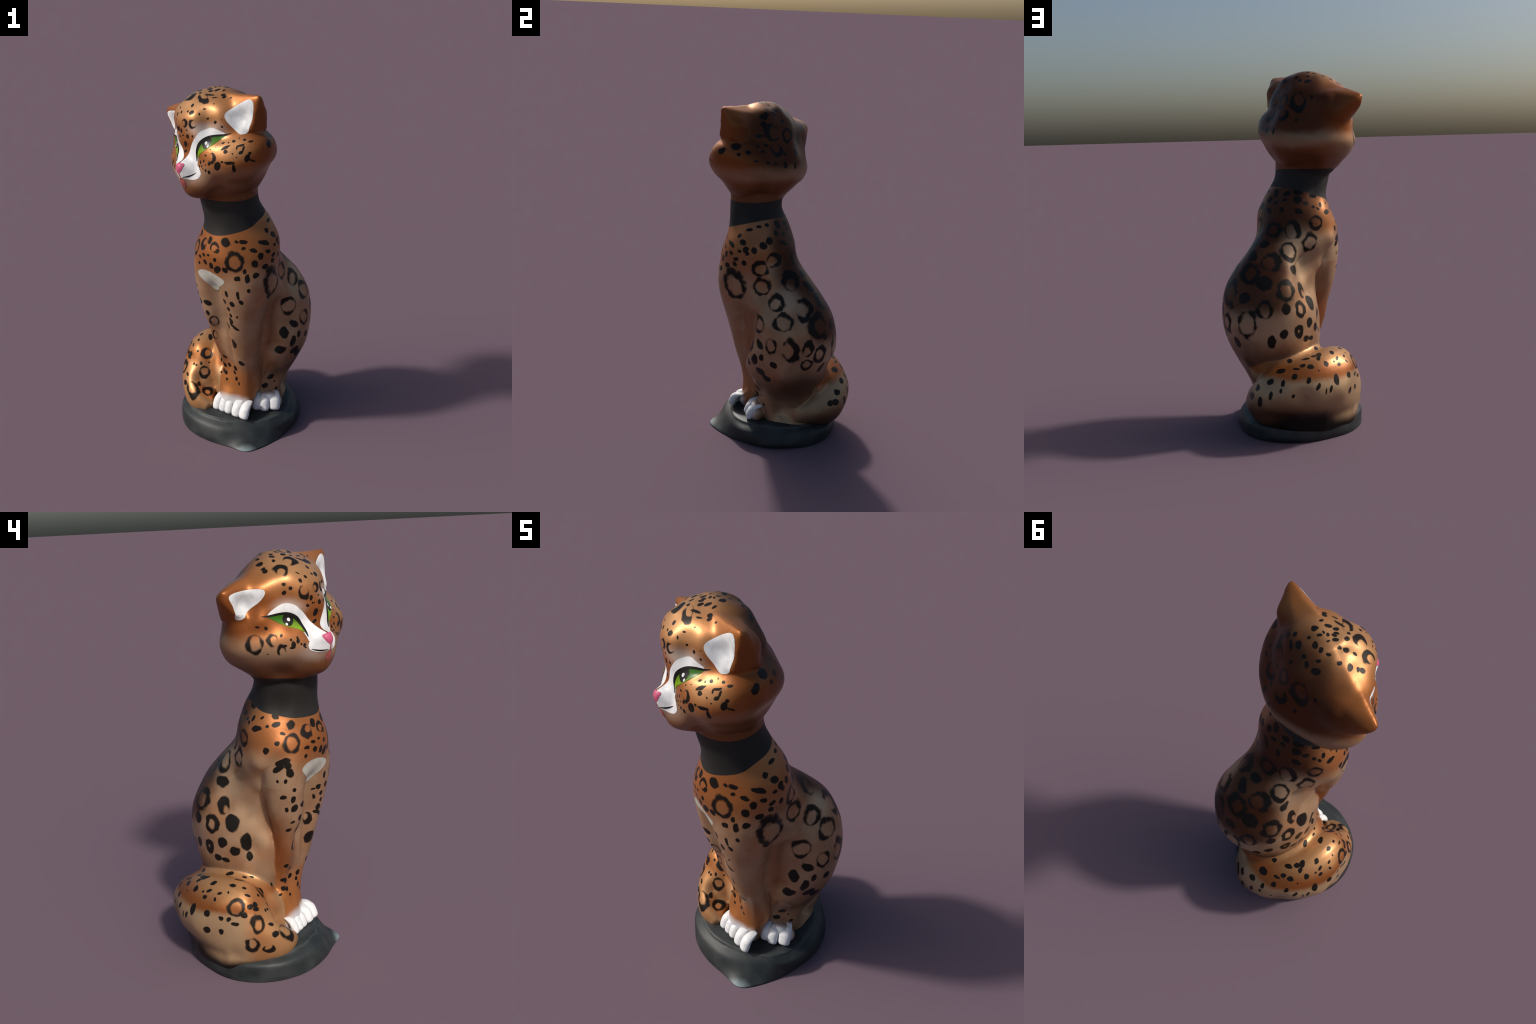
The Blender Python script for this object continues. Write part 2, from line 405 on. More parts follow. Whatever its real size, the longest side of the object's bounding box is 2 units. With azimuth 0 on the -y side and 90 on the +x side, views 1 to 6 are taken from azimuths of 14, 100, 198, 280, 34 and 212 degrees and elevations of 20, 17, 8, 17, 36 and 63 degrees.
# ------------------------------------------------------------------ node helper
class Nodes:
    def __init__(self, name, rough=.4, spec=.2):
        self.mat = bpy.data.materials.new(name); self.mat.use_nodes = True
        self.nt = self.mat.node_tree
        self.bsdf = self.nt.nodes['Principled BSDF']
        self.bsdf.inputs['Roughness'].default_value = rough
        self.bsdf.inputs['Specular IOR Level'].default_value = spec
        self.pos = self.nt.nodes.new('ShaderNodeTexCoord').outputs['Object']
    def _set(self, sock, v):
        if isinstance(v, bpy.types.NodeSocket):
            self.nt.links.new(v, sock)
        else:
            sock.default_value = v
    def math(self, op, a, b=None, clamp=False):
        n = self.nt.nodes.new('ShaderNodeMath'); n.operation = op; n.use_clamp = clamp
        self._set(n.inputs[0], a)
        if b is not None:
            self._set(n.inputs[1], b)
        return n.outputs[0]
    def vmath(self, op, a, b=None, c=None, scale=None):
        n = self.nt.nodes.new('ShaderNodeVectorMath'); n.operation = op
        self._set(n.inputs[0], a)
        if b is not None:
            self._set(n.inputs[1], b)
        if c is not None:
            self._set(n.inputs[2], c)
        if scale is not None:
            self._set(n.inputs['Scale'], scale)
        return n.outputs['Value' if op in ('LENGTH', 'DISTANCE', 'DOT_PRODUCT') else 'Vector']
    def place(self, vec, loc, rot, scale):
        """vec in the local frame of an ellipsoid"""
        n = self.nt.nodes.new('ShaderNodeMapping'); n.vector_type = 'TEXTURE'
        self._set(n.inputs[0], vec)
        n.inputs['Location'].default_value = loc; n.inputs['Rotation'].default_value = rot; n.inputs['Scale'].default_value = scale
        return n.outputs[0]
    def noise(self, vec, scale, detail=2.0, rough=.5):
        n = self.nt.nodes.new('ShaderNodeTexNoise')
        self._set(n.inputs['Vector'], vec); n.inputs['Scale'].default_value = scale
        n.inputs['Detail'].default_value = detail; n.inputs['Roughness'].default_value = rough
        return n
    def ramp(self, v, a, b, lo=0., hi=1.):
        n = self.nt.nodes.new('ShaderNodeMapRange'); n.interpolation_type = 'SMOOTHSTEP'
        self._set(n.inputs[0], v)
        for k, x in zip((1, 2, 3, 4), (a, b, lo, hi)):
            n.inputs[k].default_value = x
        return n.outputs[0]
    def mix(self, fac, a, b):
        n = self.nt.nodes.new('ShaderNodeMix'); n.data_type = 'RGBA'
        self._set(n.inputs['Factor'], fac)
        for s, v in ((n.inputs[6], a), (n.inputs[7], b)):
            self._set(s, v if isinstance(v, bpy.types.NodeSocket) else (*v, 1))
        return n.outputs[2]
    def wobble(self, scale, amount, detail=2.0):
        c = self.noise(self.pos, scale, detail).outputs['Color']
        off = self.vmath('SCALE', self.vmath('SUBTRACT', c, (.5, .5, .5)), scale=amount)
        return self.vmath('ADD', self.pos, off)
    def finish(self, colour, bump=None, strength=.15, dist=.004):
        self._set(self.bsdf.inputs['Base Color'], colour if isinstance(colour, bpy.types.NodeSocket) else (*colour, 1))
        if bump is not None:
            n = self.nt.nodes.new('ShaderNodeBump'); n.inputs['Strength'].default_value = strength
            n.inputs['Distance'].default_value = dist
            self._set(n.inputs['Height'], bump); self.nt.links.new(n.outputs[0], self.bsdf.inputs['Normal'])
        return self.mat

# ------------------------------------------------------------------ paint
# linear colours
PELT = (.34, .195, .108); PELT_PALE = (.42, .265, .16); PELT_DARK = (.13, .045, .016)
RUST = (.25, .078, .020); ORANGE = (.37, .135, .040); GOLD = (.47, .255, .115)
METAL = .42
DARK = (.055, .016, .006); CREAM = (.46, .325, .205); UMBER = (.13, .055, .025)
INK = (.010, .009, .008); WHITE = (.74, .74, .74); WHITE_SHADE = (.58, .60, .62)
DOT, RING = 'dot', 'ring'
def H(u, f, v):
    return tuple(hp(u, f, v))
# sprayed colour fields: parts, colour, centre, half-axes, turn about z, softness, strength, edge kind
FIELDS = [
    # neck, chest and back
    ('torso', ORANGE, (-.03, -.20, 1.21), (.34, .27, .19), 0, .35, .85, 'soft'),
    ('torso', RUST, (-.03, -.22, 1.16), (.26, .26, .12), 0, .55, .6, 'soft'),
    ('torso', DARK, (.04, .03, 1.22), (.19, .13, .22), 0, .30, .92, 'soft'),
    ('torso', DARK, (.10, .15, 1.02), (.195, .19, .22), 20, .30, .92, 'soft'),
    ('torso hind_leg', DARK, (.16, .32, .82), (.235, .19, .18), 20, .28, .92, 'soft'),
    ('torso hind_leg', CREAM, (.10, .34, .625), (.26, .16, .085), 15, .5, .7, 'soft'),
    ('torso', CREAM, (.30, .09, .94), (.045, .06, .10), 0, .7, .9, 'soft'),
    ('torso', CREAM, (-.07, .09, 1.0), (.10, .10, .13), 0, .6, .75, 'soft'),
    ('torso', CREAM, (-.19, -.09, 1.0), (.10, .12, .10), 0, .6, .6, 'soft'),
    ('torso hind_leg', CREAM, (-.02, .0, .62), (.10, .10, .25), 0, .6, .45, 'soft'),
    ('torso hind_leg', DARK, (.10, .16, .39), (.36, .30, .12), 0, .45, .75, 'soft'),
    ('torso hind_leg', RUST, (.19, -.14, .66), (.05, .05, .24), 0, .7, .6, 'soft'),
    ('torso hind_leg foreleg', RUST, (-.05, -.09, .66), (.05, .06, .26), 0, .6, .8, 'soft'),
    # forelegs
    ('foreleg', RUST, (-.12, -.12, .52), (.08, .09, .22), 0, .6, .85, 'soft'),
    ('foreleg paw', ORANGE, (-.02, -.20, .28), (.18, .17, .16), 0, .5, .95, 'soft'),
    ('foreleg torso', RUST, (-.02, -.29, .62), (.022, .06, .34), 0, .7, .55, 'soft'),
    ('foreleg torso', CREAM, (-.05, -.27, .78), (.045, .09, .17), 0, .7, .55, 'soft'),
    ('paw foreleg', WHITE, (-.015, -.225, .160), (.135, .080, .082), -21, .30, 1, 'soft'),
    ('hind_leg', PELT, (.19, -.08, .26), (.12, .10, .09), 0, .5, .8, 'soft'),
    ('hind_leg', WHITE, (.183, -.140, .160), (.098, .066, .078), 8, .30, 1, 'soft'),
    # tail: tawny crest, rust band, cream side, dark root
    ('tail', (.42, .275, .155), (-.10, .12, .20), (.60, .60, .30), 0, .2, 1, 'soft'),
    ('tail', (.075, .032, .015), (.02, .36, .09), (.38, .24, .17), 0, .40, .90, 'soft'),
    ('tail', RUST, (-.12, .12, .46), (.60, .60, .115), 0, .16, 1, 'soft'),
    ('tail', GOLD, (-.14, .07, .52), (.40, .30, .125), 0, .35, .8, 'soft'),
    ('tail', ORANGE, (-.27, -.12, .27), (.16, .15, .26), 0, .35, .85, 'soft'),
    ('tail', GOLD, (-.27, -.15, .20), (.14, .10, .20), 0, .7, .75, 'soft'),
    ('tail', INK, (0, .05, .015), (.70, .70, .095), 0, .22, 1, 'soft'),
    ('tail', INK, (-.16, .38, .07), (.30, .13, .11), 30, .3, 1, 'soft'),
    # head
    ('head ear', RUST, (-.085, -.165, 1.70), (.8, .8, .8), 0, .1, 1, 'soft'),
    ('head ear', ORANGE, H(.02, .16, .20), (.20, .20, .14), 0, .6, .9, 'soft'),
    ('head ear', GOLD, H(.05, .09, .25), (.21, .20, .13), 0, .6, .85, 'soft'),  # crown colour lightened toward its sunlit highlight
    ('head ear', ORANGE, H(.24, .12, -.03), (.13, .13, .09), 0, .6, .9, 'soft'),
    ('head ear', GOLD, H(.25, .12, .0), (.09, .09, .05), 0, .9, .8, 'soft'),
    ('head ear', ORANGE, H(-.18, .15, -.05), (.12, .12, .06), 0, .6, .7, 'soft'),
    ('head ear', DARK, H(.0, -.23, .12), (.36, .25, .25), -33, .30, .85, 'soft'),  # back of head darkened, includes baked shading of the unlit side
    ('head ear', CREAM, H(.0, -.15, -.085), (.50, .30, .045), -33, .6, .5, 'soft'),
    ('head ear', CREAM, H(-.25, .12, -.13), (.20, .20, .075), 0, .5, .8, 'soft'),
    ('head ear', UMBER, H(.0, -.05, -.21), (.40, .36, .085), 0, .6, .75, 'soft'),  # shade under cheeks and jaw, tinted into the head colour
    ('head ear', (.62, .55, .48), H(.145, .165, .090), (.080, .06, .034), 0, .8, .75, 'soft'),
    ('head ear', (.62, .55, .48), H(-.110, .165, .080), (.080, .06, .034), 0, .8, .75, 'soft'),
    ('head ear', (.50, .42, .36), H(.085, .23, -.135), (.075, .06, .034), 0, .8, .6, 'soft'),
    ('head ear', (.50, .42, .36), H(-.05, .23, -.125), (.065, .06, .036), 0, .8, .6, 'soft'),
    ('head ear', PELT, H(.18, .15, -.16), (.15, .15, .07), 0, .7, .6, 'soft'),
    ('head ear', ORANGE, H(.25, .06, .25), (.14, .12, .06), 0, .7, .7, 'soft'),
    ('head ear', ORANGE, H(-.25, .06, .25), (.14, .12, .06), 0, .7, .7, 'soft'),
]
# painted markings: (x, y, z, radius, aspect, tilt) and for rosettes (hole, hole offset)
SPOTS = []
BODY_FLECKS = [
    (0.181, 0.185, 0.994, 0.0292, 1.48, -53),
    (-0.044, 0.147, 0.913, 0.0316, 1.08, -1),
    (0.084, 0.288, 0.859, 0.0415, 1.13, 2),
    (0.186, 0.327, 0.783, 0.0332, 1.12, 42),
    (0.269, 0.307, 0.727, 0.0139, 1.51, 10),
    (-0.034, 0.287, 0.723, 0.0329, 0.82, -4),
    (-0.117, 0.096, 0.722, 0.0443, 1.00, 5),
    (0.321, -0.065, 0.662, 0.0222, 1.54, -40),
    (-0.136, 0.028, 0.633, 0.0428, 0.76, -3),
    (0.276, -0.118, 0.624, 0.0348, 0.75, -1),
    (-0.126, 0.152, 0.621, 0.0319, 0.88, -3),
    (0.348, -0.047, 0.592, 0.0219, 0.77, 4),
    (-0.018, 0.293, 0.584, 0.0312, 0.85, -1),
    (-0.142, 0.087, 0.583, 0.0290, 0.97, -3),
    (0.375, 0.031, 0.565, 0.0214, 1.06, 1),
    (0.325, -0.091, 0.563, 0.0368, 0.70, -1),
    (-0.137, 0.017, 0.558, 0.0271, 0.60, -3),
    (0.038, 0.323, 0.546, 0.0418, 0.53, -1),
    (-0.114, 0.179, 0.539, 0.0206, 1.18, 37),
    (-0.129, 0.138, 0.531, 0.0156, 1.57, -7),
    (0.248, 0.290, 0.527, 0.0369, 0.73, -15),
    (0.261, -0.134, 0.522, 0.0290, 1.20, -1),
    (0.326, -0.050, 0.491, 0.0261, 1.47, -13),
    (-0.152, 0.117, 0.468, 0.0155, 1.41, 36),
    (0.334, -0.013, 0.457, 0.0267, 1.16, 2),
    (-0.162, 0.042, 0.456, 0.0077, 1.66, -29),
    (-0.147, 0.010, 0.455, 0.0067, 1.77, -25),
    (-0.045, 0.280, 0.430, 0.0134, 1.07, -2),
    (-0.107, -0.082, 0.392, 0.0122, 0.66, 10),
    (0.191, -0.090, 0.322, 0.0264, 0.81, 24),
    (0.206, -0.057, 0.276, 0.0076, 0.94, 4),
    (0.158, -0.093, 0.261, 0.0197, 1.11, 2),
    (0.214, -0.043, 0.223, 0.0094, 1.11, 5),
]
SPOTS += [(DOT, *s, 0, 0, 0) for s in BODY_FLECKS]
BODY_ROSETTES = [
    (0.221, 0.083, 1.032, 0.0658, 0.78, -8, 0.50, 0.10, -0.40),
    (-0.010, 0.136, 1.012, 0.0614, 0.75, 4, 0.68, 0.10, -0.00),
    (0.248, -0.075, 0.990, 0.0511, 1.04, -6, 0.68, 0.00, -0.12),
    (0.063, 0.208, 0.962, 0.0570, 0.93, -1, 0.70, -0.30, -0.10),
    (0.296, 0.016, 0.912, 0.0521, 1.04, 13, 0.62, 0.05, -0.10),
    (0.177, 0.267, 0.909, 0.0662, 0.87, 14, 0.50, 0.10, -0.10),
    (0.301, 0.186, 0.894, 0.0679, 0.73, -7, 0.70, -0.35, -0.00),
    (0.352, 0.074, 0.820, 0.0531, 1.14, 11, 0.76, 0.00, -0.05),
    (-0.031, 0.262, 0.820, 0.0632, 0.82, -13, 0.58, 0.05, -0.10),
    (0.297, 0.264, 0.801, 0.0721, 0.94, -11, 0.62, 0.30, -0.10),
    (-0.077, 0.143, 0.798, 0.0418, 0.75, 1, 0.50, 0.40, -0.35),
    (0.298, -0.078, 0.773, 0.0510, 1.01, -2, 0.78, 0.00, -0.00),
    (0.067, 0.342, 0.724, 0.0502, 0.87, -1, 0.68, 0.00, -0.05),
    (-0.092, 0.207, 0.705, 0.0482, 0.84, 5, 0.50, 0.00, -0.00),
    (0.356, 0.224, 0.680, 0.0490, 0.76, -13, 0.60, -0.10, -0.30),
    (0.367, 0.010, 0.677, 0.0432, 0.89, 7, 0.78, 0.00, -0.00),
    (0.387, 0.131, 0.666, 0.0718, 0.68, 3, 0.70, -0.35, -0.00),
    (0.168, 0.358, 0.647, 0.0786, 0.73, -6, 0.76, 0.00, -0.05),
    (0.308, 0.287, 0.632, 0.0585, 0.73, -8, 0.62, 0.00, -0.00),
    (-0.087, 0.225, 0.588, 0.0397, 0.71, -1, 0.20, 0.00, -0.00),
    (0.349, 0.218, 0.573, 0.0399, 1.01, -9, 0.60, 0.00, 0.20),
]
SPOTS += [(RING, *s) for s in BODY_ROSETTES]
CHEST_FLECKS = [
    (0.213, -0.292, 1.087, 0.0152, 1.38, -5),
    (-0.154, -0.279, 1.076, 0.0088, 1.12, -1),
    (0.119, -0.358, 1.070, 0.0162, 0.82, -1),
    (-0.210, -0.180, 1.059, 0.0169, 2.34, 18),
    (0.175, -0.337, 1.048, 0.0155, 1.35, 16),
    (-0.210, -0.200, 1.042, 0.0228, 0.86, -2),
    (0.133, -0.360, 1.035, 0.0277, 0.58, -1),
    (0.080, -0.368, 1.031, 0.0141, 1.18, -0),
    (-0.211, -0.157, 1.028, 0.0140, 2.56, 25),
    (-0.209, -0.208, 1.005, 0.0235, 0.85, -2),
    (-0.212, -0.186, 0.969, 0.0137, 0.72, -2),
    (-0.210, -0.148, 0.969, 0.0090, 0.66, -3),
    (0.139, -0.360, 0.968, 0.0103, 1.04, -1),
    (0.080, -0.365, 0.935, 0.0241, 0.49, 6),
    (0.012, -0.347, 0.932, 0.0204, 0.68, -11),
]
SPOTS += [(DOT, *s, 0, 0, 0) for s in CHEST_FLECKS]
CHEST_ROSETTES = [
    (0.244, -0.247, 0.975, 0.0924, 0.74, 19, 0.70, 0.05, -0.10),
]
SPOTS += [(RING, *s) for s in CHEST_ROSETTES]
FORELEG_FLECKS = [
    (-0.191, -0.226, 0.921, 0.0111, 1.01, 2),
    (0.096, -0.360, 0.898, 0.0131, 1.46, -32),
    (-0.204, -0.172, 0.885, 0.0123, 1.43, 25),
    (-0.008, -0.319, 0.878, 0.0130, 1.09, -25),
    (0.043, -0.349, 0.874, 0.0170, 0.93, -8),
    (-0.188, -0.215, 0.872, 0.0195, 0.64, 2),
    (-0.021, -0.296, 0.868, 0.0070, 1.87, 4),
    (0.015, -0.328, 0.840, 0.0153, 0.85, -17),
    (-0.125, -0.255, 0.833, 0.0167, 1.53, -6),
    (-0.010, -0.294, 0.826, 0.0161, 0.50, 4),
    (-0.173, -0.221, 0.822, 0.0234, 0.79, -36),
    (-0.189, -0.182, 0.819, 0.0152, 0.57, -0),
    (0.023, -0.323, 0.800, 0.0117, 0.84, -16),
    (0.066, -0.336, 0.796, 0.0071, 1.05, -6),
    (0.023, -0.312, 0.764, 0.0193, 0.79, 13),
    (-0.132, -0.238, 0.761, 0.0196, 0.83, 17),
    (-0.161, -0.205, 0.748, 0.0075, 1.95, 19),
    (0.020, -0.302, 0.737, 0.0094, 2.42, -15),
    (0.047, -0.313, 0.722, 0.0103, 2.44, -34),
    (-0.154, -0.188, 0.707, 0.0092, 1.62, 24),
    (0.019, -0.265, 0.603, 0.0365, 0.83, -14),
    (-0.098, -0.158, 0.491, 0.0116, 1.30, 24),
    (0.057, -0.242, 0.469, 0.0174, 1.03, -24),
    (-0.061, -0.168, 0.466, 0.0132, 1.25, -16),
    (-0.031, -0.165, 0.412, 0.0161, 1.18, 4),
    (0.012, -0.200, 0.409, 0.0166, 0.94, 6),
    (-0.080, -0.138, 0.409, 0.0114, 1.32, 25),
    (-0.066, -0.147, 0.397, 0.0151, 0.82, -8),
    (0.004, -0.191, 0.379, 0.0121, 0.85, -4),
    (-0.079, -0.135, 0.359, 0.0124, 1.07, -6),
    (-0.060, -0.151, 0.350, 0.0121, 1.18, -26),
    (0.017, -0.198, 0.343, 0.0133, 0.73, -1),
    (-0.097, -0.122, 0.334, 0.0060, 2.14, 0),
    (-0.047, -0.166, 0.318, 0.0090, 1.27, 9),
    (0.032, -0.203, 0.314, 0.0134, 0.51, -1),
]
SPOTS += [(DOT, *s, 0, 0, 0) for s in FORELEG_FLECKS]
FORELEG_ROSETTES = [
    (-0.000, -0.257, 0.711, 0.0345, 0.70, -3, 0.62, -0.50, 0.20),
    (-0.098, -0.227, 0.707, 0.0447, 0.63, -10, 0.75, 0.10, 0.10),
    (-0.106, -0.198, 0.613, 0.0310, 0.55, -5, 0.70, 0.20, -0.00),
]
SPOTS += [(RING, *s) for s in FORELEG_ROSETTES]
HEAD_FLECKS = [
    (-0.041, -0.155, 1.998, 0.0085, 1.36, 62),
    (-0.047, -0.174, 1.997, 0.0083, 0.78, 68),
    (-0.009, -0.177, 1.996, 0.0141, 1.15, 62),
    (-0.082, -0.147, 1.996, 0.0064, 1.53, 69),
    (-0.066, -0.174, 1.995, 0.0077, 1.49, -44),
    (-0.047, -0.106, 1.990, 0.0168, 0.86, 62),
    (-0.078, -0.099, 1.989, 0.0131, 0.81, 15),
    (-0.104, -0.167, 1.988, 0.0112, 1.53, -88),
    (-0.090, -0.186, 1.988, 0.0120, 1.12, 52),
    (-0.006, -0.228, 1.988, 0.0090, 1.28, 43),
    (-0.044, -0.219, 1.987, 0.0115, 1.54, 59),
    (-0.090, -0.203, 1.985, 0.0107, 1.10, 60),
    (-0.005, -0.130, 1.985, 0.0089, 1.09, 65),
    (-0.075, -0.224, 1.981, 0.0110, 1.21, 38),
    (-0.137, -0.148, 1.980, 0.0089, 1.17, -62),
    (-0.137, -0.207, 1.979, 0.0128, 1.26, -66),
    (-0.114, -0.098, 1.979, 0.0090, 1.28, 8),
    (-0.129, -0.235, 1.974, 0.0084, 1.21, 62),
    (-0.160, -0.158, 1.972, 0.0144, 1.02, -76),
    (0.002, -0.268, 1.971, 0.0133, 0.81, 38),
    (0.056, -0.127, 1.970, 0.0125, 0.81, 78),
    (-0.068, -0.263, 1.968, 0.0082, 3.53, -0),
    (0.020, -0.088, 1.965, 0.0209, 0.74, 65),
    (-0.088, -0.064, 1.963, 0.0071, 1.52, 11),
    (0.009, -0.283, 1.963, 0.0084, 1.37, 31),
    (-0.163, -0.092, 1.963, 0.0115, 0.96, -25),
    (0.047, -0.293, 1.961, 0.0038, 1.65, 43),
    (-0.039, -0.287, 1.959, 0.0056, 3.14, 9),
    (-0.022, -0.055, 1.958, 0.0107, 0.96, 29),
    (-0.193, -0.173, 1.957, 0.0079, 1.37, -72),
    (0.090, -0.122, 1.944, 0.0171, 0.91, -82),
    (-0.205, -0.110, 1.944, 0.0160, 0.91, -43),
    (0.055, -0.086, 1.944, 0.0214, 0.50, 44),
    (-0.046, -0.039, 1.941, 0.0152, 0.75, 23),
    (-0.036, -0.319, 1.937, 0.0032, 1.82, 33),
    (0.107, -0.145, 1.933, 0.0170, 0.86, -32),
    (-0.095, -0.030, 1.931, 0.0160, 1.29, 23),
    (-0.234, -0.129, 1.925, 0.0117, 0.80, -42),
    (0.106, -0.126, 1.924, 0.0121, 1.09, -5),
    (-0.148, -0.308, 1.923, 0.0131, 0.82, 33),
    (-0.250, -0.139, 1.915, 0.0144, 0.83, 12),
    (-0.077, -0.335, 1.911, 0.0055, 1.59, 8),
    (0.026, -0.039, 1.904, 0.0118, 1.51, 56),
    (-0.226, -0.272, 1.904, 0.0047, 2.18, -25),
    (0.123, -0.127, 1.898, 0.0176, 0.94, -29),
    (-0.167, -0.329, 1.895, 0.0083, 0.87, 35),
    (-0.144, -0.342, 1.893, 0.0129, 1.09, 26),
    (-0.103, -0.351, 1.887, 0.0081, 0.78, 2),
]
SPOTS += [(DOT, *s, 0, 0, 0) for s in HEAD_FLECKS]
HEAD_FLECKS_B = [
    (-0.210, -0.306, 1.886, 0.0082, 1.33, -27),
    (-0.237, -0.286, 1.872, 0.0089, 1.11, -14),
    (-0.058, -0.349, 1.869, 0.0051, 1.26, 0),
    (0.018, -0.362, 1.865, 0.0041, 1.28, 1),
    (-0.273, -0.221, 1.862, 0.0073, 1.43, -3),
    (-0.018, -0.360, 1.851, 0.0082, 1.08, 0),
    (-0.134, 0.039, 1.844, 0.0081, 1.17, 21),
    (-0.264, -0.247, 1.841, 0.0083, 1.16, -2),
    (0.019, -0.367, 1.832, 0.0062, 1.21, -1),
    (0.163, -0.143, 1.832, 0.0126, 2.04, 1),
    (-0.273, -0.219, 1.828, 0.0103, 1.14, -1),
    (-0.171, -0.354, 1.805, 0.0053, 1.25, -2),
    (-0.207, -0.328, 1.799, 0.0104, 0.85, 1),
    (0.161, -0.105, 1.785, 0.0089, 1.52, -8),
    (0.108, -0.383, 1.782, 0.0050, 0.75, 11),
    (-0.133, -0.374, 1.781, 0.0083, 0.91, 2),
    (0.189, -0.146, 1.779, 0.0102, 1.16, -11),
    (-0.164, -0.360, 1.778, 0.0106, 1.18, -1),
    (0.229, -0.256, 1.777, 0.0250, 1.23, 2),
    (-0.193, -0.339, 1.777, 0.0055, 1.29, -6),
    (0.135, -0.388, 1.776, 0.0062, 1.35, 8),
    (-0.200, -0.333, 1.776, 0.0066, 1.12, -1),
    (0.170, -0.390, 1.769, 0.0080, 1.61, 9),
    (0.079, -0.395, 1.768, 0.0084, 1.19, 4),
    (-0.220, -0.314, 1.765, 0.0085, 1.27, -0),
    (0.056, -0.401, 1.760, 0.0050, 0.88, 17),
    (0.029, -0.399, 1.756, 0.0059, 1.60, 40),
    (0.193, -0.112, 1.754, 0.0097, 1.43, -14),
    (0.122, -0.409, 1.752, 0.0066, 3.11, 20),
    (0.249, -0.330, 1.751, 0.0181, 1.53, 25),
    (0.237, -0.185, 1.749, 0.0121, 1.27, -21),
    (0.050, -0.418, 1.740, 0.0075, 3.45, 34),
    (0.108, -0.417, 1.740, 0.0104, 0.51, -16),
    (-0.002, -0.410, 1.739, 0.0029, 1.19, 19),
    (0.254, -0.235, 1.738, 0.0098, 1.28, 3),
    (0.137, -0.415, 1.738, 0.0155, 0.47, -8),
    (-0.160, -0.361, 1.738, 0.0034, 1.34, -11),
    (-0.180, -0.344, 1.733, 0.0177, 0.78, -20),
    (0.105, -0.005, 1.733, 0.0092, 1.26, -15),
    (-0.028, -0.410, 1.726, 0.0033, 1.49, 18),
    (-0.048, 0.061, 1.724, 0.0097, 1.04, 15),
    (0.052, -0.429, 1.722, 0.0099, 1.35, 37),
    (0.128, -0.424, 1.721, 0.0082, 1.86, 31),
    (0.172, -0.413, 1.715, 0.0112, 0.74, -32),
    (0.083, -0.433, 1.714, 0.0052, 1.00, 4),
    (0.236, -0.138, 1.705, 0.0084, 2.06, -1),
    (0.107, -0.437, 1.697, 0.0030, 1.34, -1),
    (0.206, -0.079, 1.695, 0.0071, 1.53, -7),
]
SPOTS += [(DOT, *s, 0, 0, 0) for s in HEAD_FLECKS_B]
HEAD_FLECKS_C = [
    (-0.058, -0.412, 1.695, 0.0052, 1.33, 11),
    (-0.183, -0.340, 1.695, 0.0076, 1.83, 21),
    (0.161, -0.420, 1.693, 0.0225, 0.66, -27),
    (-0.325, -0.109, 1.692, 0.0052, 1.99, -3),
    (0.177, -0.041, 1.690, 0.0088, 1.34, -13),
    (0.122, -0.435, 1.690, 0.0031, 1.68, -1),
    (-0.316, -0.143, 1.686, 0.0084, 1.03, -3),
    (0.135, 0.007, 1.679, 0.0224, 0.70, -15),
    (0.181, -0.407, 1.678, 0.0052, 3.45, -30),
    (0.034, -0.445, 1.670, 0.0062, 1.28, 1),
    (0.075, -0.446, 1.669, 0.0083, 3.16, 4),
    (0.083, 0.056, 1.669, 0.0172, 0.63, -6),
    (-0.069, -0.412, 1.668, 0.0072, 0.82, 6),
    (0.064, -0.447, 1.664, 0.0052, 1.23, -1),
    (-0.032, -0.430, 1.658, 0.0083, 1.38, 2),
    (-0.087, -0.404, 1.657, 0.0093, 0.58, 8),
    (-0.305, -0.207, 1.653, 0.0077, 1.01, -7),
    (-0.057, -0.421, 1.652, 0.0052, 0.81, 4),
    (0.011, -0.441, 1.649, 0.0220, 0.77, -13),
    (0.094, -0.440, 1.642, 0.0244, 0.47, 7),
    (-0.272, -0.272, 1.639, 0.0077, 0.63, -10),
    (-0.076, -0.414, 1.639, 0.0073, 0.59, 7),
    (-0.089, -0.408, 1.637, 0.0062, 0.70, 10),
    (-0.292, -0.245, 1.631, 0.0057, 1.28, -7),
    (-0.069, -0.419, 1.629, 0.0042, 0.82, 4),
    (-0.275, -0.274, 1.625, 0.0143, 0.52, -19),
    (-0.054, -0.425, 1.624, 0.0085, 0.76, -0),
    (-0.035, -0.430, 1.615, 0.0114, 0.71, -6),
    (-0.270, -0.285, 1.610, 0.0076, 0.71, -5),
    (-0.306, -0.222, 1.610, 0.0067, 1.50, -2),
    (-0.288, -0.256, 1.609, 0.0189, 0.55, -4),
    (-0.261, -0.299, 1.604, 0.0114, 0.86, -5),
    (-0.292, -0.249, 1.595, 0.0058, 1.77, -1),
    (-0.257, -0.305, 1.593, 0.0043, 1.55, -2),
    (-0.322, -0.146, 1.576, 0.0034, 1.69, -1),
]
SPOTS += [(DOT, *s, 0, 0, 0) for s in HEAD_FLECKS_C]
